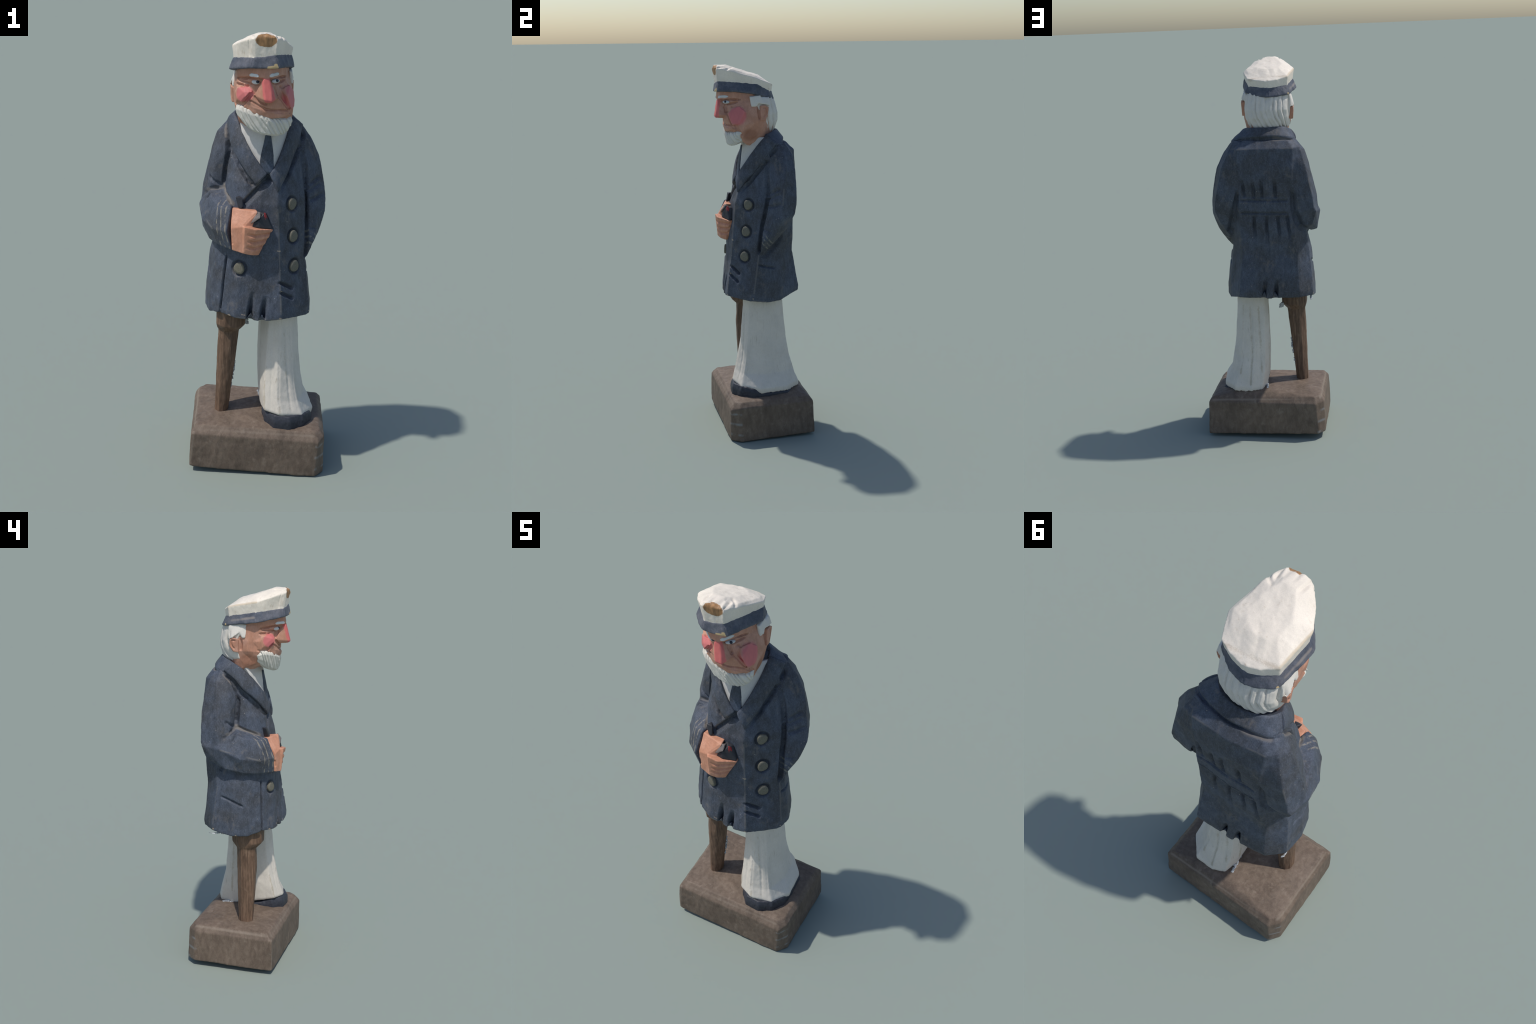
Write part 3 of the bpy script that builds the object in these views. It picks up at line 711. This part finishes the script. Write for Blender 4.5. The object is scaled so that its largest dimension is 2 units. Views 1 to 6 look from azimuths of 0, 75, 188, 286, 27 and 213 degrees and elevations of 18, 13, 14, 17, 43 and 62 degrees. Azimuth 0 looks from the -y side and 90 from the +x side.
col_in = [(-.165, .03, 1.640), (-.140, .078, 1.656), (-.083, .103, 1.658), (-.033, .108, 1.656), (.03, .097, 1.656), (.072, .062, 1.652), (.085, .025, 1.634)]
col_out = [(-.198, .066, 1.590), (-.170, .115, 1.600), (-.088, .139, 1.612), (-.02, .144, 1.611), (.058, .128, 1.607), (.122, .102, 1.594), (.148, .07, 1.586)]
slab_object('collar', strip(col_in, col_out, 70, 14, .0), .040, M_coat, seed=4)

# shirt front and tie between the lapels
def shirt_y(x, z):
    yc = np.interp(z, [1.39, 1.45, 1.52, 1.57, 1.62], [-.116, -.107, -.097, -.088, -.07])
    return yc + (1.5 if x > 0 else .48) * max(0, abs(x + .01) - .028) ** 1.0 * (.5 + (z - 1.39) * 1.5)
zs = np.linspace(1.62, 1.40, 40); G = []
for z in zs:
    xl = np.interp(z, [1.385, 1.40, 1.46, 1.53, 1.62], [-.018, -.025, -.075, -.115, -.140]); xr = np.interp(z, [1.385, 1.40, 1.46, 1.53, 1.62], [.018, .025, .062, .09, .095])
    G.append([(x, shirt_y(x, z), z) for x in np.linspace(xl, xr, 36)])
slab_object('shirt_front', np.array(G), .05, M_shirt, seed=6)
G = []
for z in np.linspace(1.575, 1.402, 36):
    c0 = np.interp(z, [1.39, 1.45, 1.575], [-.004, -.010, -.010]); w = np.interp(z, [1.39, 1.42, 1.455, 1.555, 1.575], [.016, .030, .032, .015, .010])
    G.append([(x, shirt_y(x, z) - .004 - .003 * (1 - abs(x - c0) / w), z) for x in np.linspace(c0 - w, c0 + w, 16)])
slab_object('necktie', np.array(G), .03, M_tie, seed=8)

# buttons
for p in [(.112, -.089, 1.265), (.128, -.110, 1.124), (.136, -.122, .989), (-.113, -.170, .983)]:
    loc, nor, i, d = coat_tree.find_nearest(Vector(p))
    nor = Vector((nor[0], nor[1], nor[2] * .3)).normalized()
    u = nor.cross(Vector((0, 0, 1))).normalized(); w = u.cross(nor)
    rings = []
    for h, r in [(-.010, .0255), (-.0005, .0265), (.0022, .0250), (.0032, .016), (.0034, .005)]:
        rings.append([tuple(loc + nor * h + (u * math.cos(a) * .93 + w * math.sin(a)) * r * (1 + .05 * math.sin(3 * a + p[2] * 9))) for a in np.linspace(0, 2 * math.pi, 40, endpoint=False)])
    vv, ff = fix_normals(*loft(rings))
    add_object('button', new_mesh('button', vv, ff), root, [M_button], smooth_angle=60)

# ---------------------------------------------------------------- hand with the pipe
hand_up = hull([(-.150, -.150, 1.252), (-.155, -.150, 1.21), (-.041, -.184, 1.247), (-.045, -.172, 1.250), (-.100, -.207, 1.186), (-.152, -.196, 1.172), (-.145, -.197, 1.076),
                (-.094, -.211, 1.066), (-.10, -.206, 1.12), (-.15, -.11, 1.245), (-.05, -.12, 1.245), (-.15, -.11, 1.08), (-.10, -.12, 1.08)])
hand_fi = hull([(-.093, -.224, 1.190), (-.102, -.207, 1.186), (-.039, -.222, 1.180), (.030, -.170, 1.168), (.022, -.135, 1.168), (-.029, -.178, 1.051), (-.059, -.203, 1.057), (-.094, -.211, 1.066),
                (-.03, -.12, 1.06), (-.10, -.12, 1.08), (-.10, -.12, 1.18), (-.058, -.208, 1.10), (-.10, -.209, 1.12)])
v, f = remesh_union([hand_up, hand_fi], .0024, 2)
v[:, 1] -= .004
n = vnormals(v, f); chip_noise(v, n, .0010, 40, 1.0)
for a, b, c2 in [((-.082, -.221, 1.158), (-.045, -.214, 1.150), (.022, -.170, 1.150)), ((-.080, -.219, 1.126), (-.045, -.210, 1.118), (.008, -.175, 1.121)), ((-.085, -.216, 1.100), (-.05, -.208, 1.088), (-.008, -.177, 1.092))]:
    carve(v, n, [a, b, c2], .010, .010, taper=(.2, .0), tree=surface_tree(v, f))
carve(v, n, [(-.10, -.21, 1.185), (-.075, -.20, 1.215), (-.041, -.186, 1.246)], .006, .002)
carve(v, n, [(-.150, -.195, 1.14), (-.143, -.20, 1.10)], .008, .006)
v = laplacian(v, f, 1, .3)
add_object('hand', new_mesh('hand', v, f), root, [M_hand])
def carved(name, parts, mat, voxel=.0024, chip=.0008, smooth=2):
    v, f = remesh_union(parts, voxel, smooth); n = vnormals(v, f); chip_noise(v, n, chip, 50, 2.0)
    return add_object(name, new_mesh(name, v, f), root, [mat])
carved('pipe_bowl', [hull([(-.085, -.195, 1.186), (-.03, -.201, 1.180), (.026, -.176, 1.170), (.022, -.14, 1.175), (-.034, -.196, 1.212), (-.012, -.178, 1.240), (.0, -.15, 1.235), (.010, -.15, 1.20), (-.08, -.14, 1.18), (-.04, -.14, 1.24)])], M_pipe)
carved('grey_edge_piece', [hull([(-.045, -.180, 1.249), (-.028, -.181, 1.246), (-.026, -.199, 1.226), (-.050, -.203, 1.208), (-.075, -.200, 1.192), (-.055, -.198, 1.222), (-.03, -.16, 1.24), (-.06, -.17, 1.2)])], M_grey_edge)
carved('red_ember', [hull([(-.016, -.178, 1.246), (-.006, -.174, 1.244), (.006, -.172, 1.208), (-.004, -.183, 1.203), (-.012, -.184, 1.222), (.0, -.15, 1.22)])], M_red)
carved('pipe_stem', [hull([(-.140, -.146, 1.300), (-.130, -.147, 1.297), (-.108, -.145, 1.298), (-.104, -.155, 1.262), (-.112, -.160, 1.252), (-.125, -.155, 1.252), (-.12, -.12, 1.25), (-.125, -.12, 1.30)])], M_pipe)

# ---------------------------------------------------------------- head
sk = lambda z, *p: ring(z, p)
skull = [
    sk(1.560, (-.04, -.045), (0, -.045), (.03, -.03), (.035, 0), (.03, .03), (0, .05), (-.045, .06), (-.09, .05), (-.115, .03), (-.12, 0), (-.115, -.03), (-.08, -.045)),
    sk(1.598, (-.02, -.085), (.03, -.098), (.070, -.098), (.060, -.05), (.055, .02), (.02, .055), (-.045, .07), (-.10, .055), (-.135, .02), (-.136, -.02), (-.112, -.055), (-.07, -.075)),
    sk(1.625, (0, -.140), (.055, -.130), (.085, -.112), (.078, -.05), (.062, .02), (.03, .065), (-.045, .08), (-.11, .065), (-.143, .02), (-.145, -.04), (-.135, -.085), (-.09, -.125)),
    sk(1.690, (-.02, -.170), (.05, -.158), (.090, -.125), (.092, -.05), (.076, .02), (.03, .08), (-.045, .09), (-.11, .08), (-.158, .02), (-.164, -.05), (-.156, -.110), (-.10, -.152)),
    sk(1.740, (-.03, -.172), (.030, -.165), (.083, -.105), (.086, -.04), (.077, .03), (.03, .075), (-.045, .085), (-.12, .075), (-.166, .03), (-.166, -.05), (-.150, -.122), (-.09, -.162)),
    sk(1.783, (-.035, -.176), (.012, -.170), (.062, -.118), (.078, -.04), (.070, .02), (.03, .06), (-.045, .075), (-.12, .06), (-.158, .02), (-.165, -.05), (-.152, -.116), (-.085, -.166)),
    sk(1.812, (-.035, -.195), (.002, -.182), (.050, -.118), (.072, -.04), (.062, .01), (.03, .06), (-.045, .075), (-.12, .06), (-.152, .01), (-.164, -.05), (-.150, -.117), (-.070, -.186)),
    sk(1.822, (-.035, -.217), (.002, -.206), (.052, -.110), (.070, -.04), (.06, .02), (.02, .06), (-.045, .07), (-.11, .06), (-.15, .02), (-.160, -.05), (-.151, -.120), (-.066, -.214)),
    sk(1.900, (-.035, -.210), (.0, -.20), (.050, -.11), (.055, -.04), (.035, .0), (.0, .02), (-.045, .025), (-.10, .02), (-.13, .0), (-.15, -.05), (-.148, -.115), (-.07, -.205))]
nose = hull([(-.040, -.216, 1.816), (-.017, -.214, 1.820), (-.030, -.235, 1.733), (.0, -.233, 1.731), (-.003, -.229, 1.723), (-.026, -.225, 1.722), (-.050, -.199, 1.733), (-.046, -.197, 1.722),
             (.016, -.212, 1.738), (.024, -.178, 1.735), (.010, -.192, 1.765), (-.078, -.172, 1.742), (-.03, -.16, 1.82), (-.03, -.16, 1.715), (-.052, -.178, 1.79), (.0, -.178, 1.79)])
cheek_r = hull([(.071, -.131, 1.773), (.061, -.178, 1.746), (.044, -.146, 1.783), (.083, -.161, 1.687), (.089, -.091, 1.757), (.070, -.113, 1.790), (.095, -.11, 1.722), (.094, -.12, 1.695), (.03, -.12, 1.78), (.04, -.12, 1.70), (.06, -.06, 1.74), (.035, -.155, 1.765)])
cheek_l = hull([(-.085, -.173, 1.757), (-.119, -.170, 1.753), (-.108, -.178, 1.736), (-.121, -.159, 1.710), (-.148, -.132, 1.768), (-.113, -.150, 1.777), (-.158, -.115, 1.74), (-.155, -.115, 1.70), (-.150, -.135, 1.72), (-.11, -.10, 1.77), (-.11, -.10, 1.71), (-.09, -.15, 1.772), (-.16, -.08, 1.74)])
muzzle = hull([(-.076, -.172, 1.744), (.023, -.177, 1.752), (.055, -.166, 1.715), (.077, -.160, 1.684), (.086, -.138, 1.655), (.0, -.182, 1.65), (-.022, -.182, 1.692), (.0, -.182, 1.708), (-.06, -.181, 1.704), (-.098, -.168, 1.720),
               (-.12, -.150, 1.690), (-.07, -.170, 1.665), (.03, -.11, 1.73), (-.1, -.11, 1.72), (.06, -.1, 1.65), (-.1, -.1, 1.66)])
lower_lip = hull([(-.11, -.158, 1.700), (-.06, -.182, 1.690), (-.022, -.185, 1.676), (.03, -.181, 1.672), (.080, -.155, 1.668), (.03, -.178, 1.652), (-.05, -.176, 1.662), (-.1, -.155, 1.68), (0, -.12, 1.66), (-.1, -.12, 1.69), (.07, -.12, 1.66)])
chin = hull([(-.10, -.15, 1.68), (.075, -.145, 1.66), (0, -.172, 1.66), (-.07, -.150, 1.60), (.05, -.142, 1.60), (0, -.155, 1.598), (-.05, -.07, 1.60), (.04, -.07, 1.60), (-.08, -.08, 1.68), (.06, -.08, 1.68)])
v, f = remesh_union([loft(skull), nose, cheek_r, cheek_l, muzzle, lower_lip, chin], .0024, 3)
n = vnormals(v, f); chip_noise(v, n, .0012, 30, 6.0); n = vnormals(v, f)
TR = surface_tree(v, f)
C = lambda line, w, d, **k: carve(v, n, line, w * .85, d * 1.35, tree=TR, **k)
C([(-.097, -.168, 1.722), (-.058, -.183, 1.703), (-.022, -.183, 1.688), (.03, -.181, 1.686), (.077, -.163, 1.683), (.082, -.150, 1.670)], .006, .007, taper=(.05, .05))
C([(.024, -.178, 1.757), (.057, -.171, 1.715), (.080, -.158, 1.680), (.084, -.148, 1.668)], .010, .012, taper=(.1, .1))
C([(-.083, -.174, 1.750), (-.103, -.172, 1.726), (-.126, -.155, 1.700)], .010, .013, taper=(.1, .1))
C([(-.082, -.172, 1.746), (-.055, -.181, 1.722), (-.025, -.183, 1.708)], .008, .006)
C([(-.060, -.195, 1.813), (-.095, -.172, 1.810), (-.130, -.142, 1.805), (-.150, -.116, 1.802)], .008, .012, taper=(.05, .25))
C([(-.010, -.192, 1.816), (.015, -.170, 1.817), (.035, -.140, 1.818), (.052, -.108, 1.818)], .007, .010, taper=(.05, .25))
C([(-.150, -.118, 1.798), (-.125, -.142, 1.792), (-.095, -.168, 1.786), (-.06, -.18, 1.783)], .007, .008)
C([(-.158, -.105, 1.778), (-.13, -.14, 1.779), (-.095, -.160, 1.779)], .008, .007)
C([(.0, -.183, 1.793), (.02, -.168, 1.795), (.038, -.15, 1.800), (.055, -.118, 1.812)], .007, .008)
C([(.03, -.165, 1.775), (.045, -.147, 1.786), (.07, -.118, 1.795), (.085, -.088, 1.770)], .008, .006)
C([(.016, -.185, 1.79), (.022, -.178, 1.765), (.024, -.178, 1.745)], .009, .006)
C([(-.062, -.185, 1.795), (-.070, -.176, 1.768), (-.078, -.172, 1.750)], .009, .006)
C([(-.15, -.128, 1.700), (-.13, -.148, 1.700)], .010, .006)
C([(-.165, -.10, 1.700), (-.150, -.12, 1.690), (-.14, -.13, 1.67)], .008, .004)
C([(.083, -.150, 1.664), (.092, -.125, 1.655), (.092, -.10, 1.63)], .008, .005)
C([(.085, -.02, 1.70), (.085, -.065, 1.650), (.078, -.10, 1.618)], .045, .007, taper=(.4, .4))
C([(-.16, -.02, 1.69), (-.158, -.055, 1.655), (-.145, -.08, 1.62)], .045, .006, taper=(.4, .4))
C([(.078, -.012, 1.79), (.080, -.014, 1.75), (.080, -.010, 1.71)], .010, .007)
C([(-.166, -.018, 1.755), (-.168, -.022, 1.72), (-.165, -.015, 1.69)], .010, .007)
v = laplacian(v, f, 1, .3)
f = flip_check(v, f)
neck_lab = (v[f].mean(1)[:, 2] < 1.612).astype(int)
split_regions(v, f, neck_lab, ['head', 'neck'], root, [M_skin, M_skin])

# eyes, pupils, painted brows
for ce, re, pu in [((-.072, -.1755, 1.7975), (.0170, .0125, .0095), (-.064, -.1862, 1.800)), ((.009, -.1740, 1.8050), (.0170, .0125, .0088), (.0155, -.1800, 1.8075))]:
    vv, ff = ellipsoid(ce, re); vv[:, 1] += (vv[:, 0] - ce[0]) * (-.35 if ce[0] < -.03 else .65)
    e = add_object('eye', new_mesh('eye', *fix_normals(vv, ff)), root, [M_eye])
    vv, ff = ellipsoid(pu, (.0070, .0055, .0060))
    p = add_object('pupil', new_mesh('pupil', *fix_normals(vv, ff)), e, [M_pupil])
head_tree = BVHTree.FromPolygons([tuple(p) for p in v], [tuple(int(i) for i in q) for q in f])
def brow(a, b, w, arch):
    a, b = V3(a), V3(b); G = []
    for t in np.linspace(0, 1, 24):
        row = []
        for s in np.linspace(-1, 1, 9):
            p = a + (b - a) * t; ww = w * (1 - .75 * abs(2 * t - 1) ** 4) * (1 + .12 * math.sin(9 * t))
            x, z = p[0], p[2] + s * ww + arch * math.sin(math.pi * t)
            d = Vector((0, 1, 0)); h = head_tree.ray_cast(Vector((x, -.5, z)), d)
            y = h[0].y if h[0] is not None else p[1]
            row.append((x, y - .0022, z))
        G.append(row)
    return grid_slab(np.array(G), .008, .0012)
for a, b in [((-.100, -.19, 1.8255), (-.060, -.215, 1.8265)), ((-.016, -.21, 1.8295), (.024, -.185, 1.8345))]:
    add_object('eyebrow', new_mesh('eyebrow', *brow(a, b, .0072, .002)), root, [M_brow])

# ears
def ear(name, s, cx, pts, inner):
    v, f = remesh_union([hull(pts)], .0022, 3); n = vnormals(v, f)
    carve(v, n, inner, .007, .006, taper=(.1, .1), tree=surface_tree(v, f)); chip_noise(v, n, .0008, 50, s)
    add_object('ear', new_mesh('ear', v, f), root, [M_ear])
ear('ear', 1, 0, [(.070, -.008, 1.785), (.088, -.006, 1.786), (.090, .015, 1.790), (.088, .040, 1.778), (.086, .036, 1.745), (.088, .020, 1.708), (.090, -.006, 1.706), (.07, -.01, 1.706), (.065, .035, 1.78), (.065, .03, 1.71)],
    [(.092, .005, 1.775), (.092, .024, 1.772), (.091, .026, 1.75), (.091, .012, 1.725)])
ear('ear', 2, 0, [(-.165, -.012, 1.748), (-.178, -.008, 1.752), (-.184, .015, 1.760), (-.184, .035, 1.748), (-.182, .036, 1.720), (-.178, .015, 1.688), (-.172, -.006, 1.684), (-.16, -.008, 1.685), (-.155, .035, 1.75), (-.155, .03, 1.69)],
    [(-.180, .002, 1.742), (-.186, .022, 1.742), (-.184, .024, 1.72), (-.178, .008, 1.70)])

# hair: combed locks down the back of the head, blocks before the ears
h_rings = []
for z, xr, xl, yb, yf in [(1.632, .050, -.140, .085, -.02), (1.655, .058, -.155, .100, -.01), (1.70, .072, -.164, .113, .0), (1.74, .076, -.170, .115, .0), (1.785, .075, -.172, .106, -.02), (1.815, .072, -.168, .096, -.03), (1.845, .060, -.155, .078, -.03)]:
    cx, hw = (xr + xl) / 2, (xr - xl) / 2
    r = [(cx + hw * np.sign(math.cos(a)) * abs(math.cos(a)) ** .72, yf + (yb - yf) * max(0, math.sin(a)) ** .8 if math.sin(a) > 0 else yf, z) for a in np.linspace(0, math.pi, 26)]
    r += [(cx - hw * .8, yf - .004, z), (cx + hw * .8, yf - .004, z)]
    h_rings.append(r)
sideburn_r = hull([(.066, -.062, 1.836), (.080, -.060, 1.832), (.085, -.055, 1.782), (.070, -.052, 1.780), (.086, -.030, 1.782), (.086, -.022, 1.790), (.070, -.02, 1.78), (.078, .0, 1.84), (.06, .0, 1.84), (.086, -.01, 1.805)])
sideburn_r2 = hull([(.06, -.02, 1.835), (.078, -.01, 1.83), (.085, -.012, 1.796), (.090, .02, 1.795), (.082, .05, 1.785), (.06, .05, 1.785), (.06, .05, 1.83), (.075, .04, 1.825)])
sideburn_l = hull([(-.150, -.050, 1.826), (-.160, -.050, 1.822), (-.172, -.044, 1.760), (-.160, -.042, 1.756), (-.174, -.030, 1.756), (-.174, -.022, 1.768), (-.16, -.02, 1.76), (-.165, .0, 1.825), (-.15, 0, 1.825), (-.175, -.015, 1.79)])
sideburn_l2 = hull([(-.15, -.02, 1.825), (-.165, -.01, 1.82), (-.178, -.012, 1.78), (-.186, .018, 1.758), (-.184, .04, 1.75), (-.16, .05, 1.75), (-.16, .05, 1.825), (-.168, .04, 1.82)])
v, f = remesh_union([loft(h_rings), sideburn_r, sideburn_r2, sideburn_l, sideburn_l2], .003, 3)
n = vnormals(v, f); TR = surface_tree(v, f)
# S-shaped combed locks
zz = v[:, 2]
shift = np.interp(zz, [1.63, 1.66, 1.70, 1.74, 1.78, 1.83], [-.040, -.022, -.002, .008, .006, .0])
around = v[:, 0] + np.clip(.09 - v[:, 1], 0, .1) * np.sign(v[:, 0] + .045) * .5
u = around - shift; u = u + .006 * np.sin(u * 60 + .5) + .004 * np.sin(u * 133)
back = np.clip((n[:, 1] + .35) / .4, 0, 1) * np.clip((v[:, 1] - .01) / .03, 0, 1) * np.interp(zz, [1.79, 1.82], [1, .5])
comb = lambda u, step: np.abs(2 * ((u / step) % 1.0) - 1)
v -= n * ((.0085 * comb(u, .030) ** 2.5 + .0022 * comb(u + .004, .0105) ** 2) * back * (.55 + .9 * np.clip(.5 + .5 * np.sin(v[:, 0] * 71 + v[:, 2] * 33) * np.sin(v[:, 2] * 57 + 2), 0, 1)))[:, None]
chip_noise(v, n, .001, 40, 9.0)
carve(v, n, [(.088, -.02, 1.80), (.088, -.018, 1.78)], .006, .004)
v = laplacian(v, f, 1, .3)
add_object('hair', new_mesh('hair', v, f), root, [M_hair])

# beard: columns from left to right; each is top, bulge, bottom, underside, inside
cols = [((-.150, -.100, 1.672), (-.158, -.103, 1.662), (-.138, -.108, 1.640)),
        ((-.152, -.128, 1.688), (-.156, -.128, 1.665), (-.122, -.132, 1.622)),
        ((-.132, -.150, 1.687), (-.134, -.153, 1.660), (-.104, -.147, 1.608)),
        ((-.100, -.166, 1.679), (-.098, -.171, 1.650), (-.078, -.158, 1.592)),
        ((-.060, -.176, 1.670), (-.055, -.181, 1.640), (-.040, -.165, 1.582)),
        ((-.020, -.182, 1.655), (-.015, -.184, 1.628), (-.003, -.168, 1.578)),
        ((.018, -.181, 1.645), (.022, -.181, 1.620), (.030, -.163, 1.578)),
        ((.055, -.166, 1.643), (.058, -.166, 1.618), (.055, -.152, 1.583)),
        ((.083, -.145, 1.648), (.088, -.147, 1.628), (.074, -.138, 1.597)),
        ((.088, -.125, 1.642), (.092, -.130, 1.628), (.080, -.120, 1.606))]
mixp = lambda p, q, t: tuple(p[i] * (1 - t) + q[i] * t for i in range(3))
b_rings = [[(t[0] * .97, t[1] + .014, t[2] + .008), (t[0], t[1] + .003, t[2] + .001), mixp(t, m, .5), mixp(m, mixp(t, b, .5), .5), mixp(m, b, .5), (b[0], b[1] - .003, b[2] + .004), (b[0] * .98, b[1] + .010, b[2] - .004),
            (b[0] * .75 - .01, min(-.078, b[1] + .055), b[2] + .006 + .04 * (b[2] - 1.58)), (t[0] * .75 - .008, min(-.085, t[1] + .05), t[2] - .005)] for t, m, b in cols]
v, f = remesh_union([loft(b_rings)], .0024, 2)
n = vnormals(v, f); TR = surface_tree(v, f)
# slanting comb marks: distance along the jaw, sheared with height, uneven spacing
jaw = np.where(v[:, 0] < -.02, v[:, 0] - (v[:, 1] + .178) * .9, v[:, 0] + (v[:, 1] + .170) * .6)
u = jaw - .50 * (1.69 - v[:, 2]) - 1.5 * (1.69 - v[:, 2]) ** 2
u = u + .0045 * np.sin(u * 97) + .004 * np.sin(u * 41 + 1)
front = np.clip((-n[:, 1] * .9 + np.abs(n[:, 0]) - .35) / .3, 0, 1) * (v[:, 1] < -.09)
def comb(u, step): return np.abs(2 * ((u / step) % 1.0) - 1)
cut = .0068 * comb(u, .0240) ** 2.2 + .0009 * comb(u + .003, .0072) ** 2
v -= n * (cut * front)[:, None]
chip_noise(v, n, .0008, 60, 2.0)
v = laplacian(v, f, 1, .25)
add_object('beard', new_mesh('beard', v, f), root, [M_beard])

# ---------------------------------------------------------------- cap
b_bot = [(-.094, -.223, 1.860), (-.035, -.230, 1.862), (.026, -.225, 1.865), (.062, -.135, 1.862), (.089, -.040, 1.850), (.060, .052, 1.827), (.0, .092, 1.812), (-.062, .109, 1.806), (-.118, .092, 1.810), (-.166, .064, 1.817), (-.180, -.02, 1.828), (-.188, -.106, 1.838), (-.145, -.165, 1.850)]
b_top = [(-.085, -.218, 1.899), (-.035, -.222, 1.906), (.007, -.220, 1.916), (.045, -.12, 1.908), (.076, -.018, 1.896), (.042, .058, 1.862), (-.005, .080, 1.856), (-.062, .092, 1.850), (-.112, .075, 1.855), (-.158, .045, 1.862), (-.165, -.03, 1.875), (-.171, -.098, 1.886), (-.130, -.158, 1.893)]
def inset(r, k, dz):
    c = np.mean(np.array(r), axis=0); return [(c[0] + (p[0] - c[0]) * k, c[1] + (p[1] - c[1]) * k, p[2] + dz) for p in r]
lo = inset(b_bot, .90, -.004)
v, f = remesh_union([loft([lo, inset(b_bot, .985, -.002), b_bot, inset(b_bot, .995, .006), b_top, inset(b_top, .9, .01)], per_edge=2)], .0032, 2)
n = vnormals(v, f); chip_noise(v, n, .0022, 35, 3.0); n = vnormals(v, f)
for a, b in [(0, 0), (2, 2), (5, 5), (7, 7), (9, 9), (11, 11)]:
    carve(v, n, [b_bot[a], b_top[b]], .007, .003, taper=(0, 0), curve=False, tree=surface_tree(v, f))
add_object('cap_band', new_mesh('cap_band', v, f), root, [M_band])

c0 = inset(b_top, .975, -.012)
rim = [(-.090, -.228, 1.976), (-.040, -.231, 1.985), (.011, -.226, 1.984), (.047, -.150, 1.966), (.080, -.020, 1.928), (.048, .062, 1.900), (.0, .084, 1.892), (-.055, .095, 1.886), (-.110, .080, 1.892), (-.162, .048, 1.906), (-.172, -.03, 1.922), (-.178, -.100, 1.936), (-.140, -.170, 1.958)]
edge = [(-.086, -.217, 1.990), (-.060, -.222, 1.999), (.004, -.215, 1.993), (.038, -.145, 1.977), (.064, -.025, 1.942), (.034, .040, 1.914), (-.006, .062, 1.905), (-.055, .074, 1.900), (-.105, .062, 1.904), (-.146, .035, 1.917), (-.154, -.03, 1.935), (-.158, -.095, 1.950), (-.122, -.155, 1.973)]
mid = [(p[0] * .6 - .02, p[1] * .6 - .03, 0) for p in edge]
mid = [(x, y, 1.953 - .31 * (y + .03) - .10 * (x + .04) ** 2 / .1 + .004) for x, y, _ in mid]
v, f = remesh_union([loft([c0, rim, edge, mid], per_edge=1)], .0032, 3)
n = vnormals(v, f); chip_noise(v, n, .0018, 28, 7.0); n = vnormals(v, f)
TR = surface_tree(v, f)
C = lambda line, w, d, **k: carve(v, n, line, w, d, tree=TR, **k)
C([(.012, -.228, 1.985), (.010, -.18, 1.985), (.0, -.14, 1.978)], .012, .006, taper=(0, .4))
C([(-.015, -.225, 1.996), (-.012, -.18, 1.986), (-.012, -.14, 1.976)], .012, .003, taper=(0, .4))
C([(-.050, -.236, 1.985), (-.048, -.21, 1.997), (-.045, -.17, 1.990)], .012, .003, taper=(0, .5))
C([(.035, -.17, 1.978), (.015, -.15, 1.978), (-.005, -.135, 1.975)], .010, .005, taper=(0, .4))
C([(-.092, -.222, 1.988), (-.085, -.19, 1.990), (-.075, -.15, 1.984)], .012, .006, taper=(0, .4))
C([(-.110, -.215, 1.985), (-.108, -.20, 1.93), (-.105, -.20, 1.90)], .004, .003, taper=(.1, .1))
C([(.011, -.226, 1.985), (.007, -.222, 1.92)], .008, -.003, taper=(0, 0))
C([(-.09, -.228, 1.978), (-.086, -.219, 1.905)], .010, .003, taper=(0, 0))
C([(-.178, -.10, 1.938), (-.172, -.098, 1.89)], .010, .002, taper=(0, 0))
C([(-.055, .095, 1.888), (-.06, .09, 1.852)], .010, .003, taper=(0, 0))
C([(-.03, -.03, 1.952), (-.06, .02, 1.930), (-.07, .05, 1.915)], .02, .002)
# ragged lower paint edge of the white
lowp = v[:, 2] < np.array([np.interp(p[1], [-.22, .1], [1.915, 1.865]) for p in v])
v[lowp, 2] += np.array([.004 * mnoise.noise(Vector((p[0] * 60, p[1] * 60, 1))) for p in v[lowp]])
add_object('cap_crown', new_mesh('cap_crown', v, f), root, [M_crown])
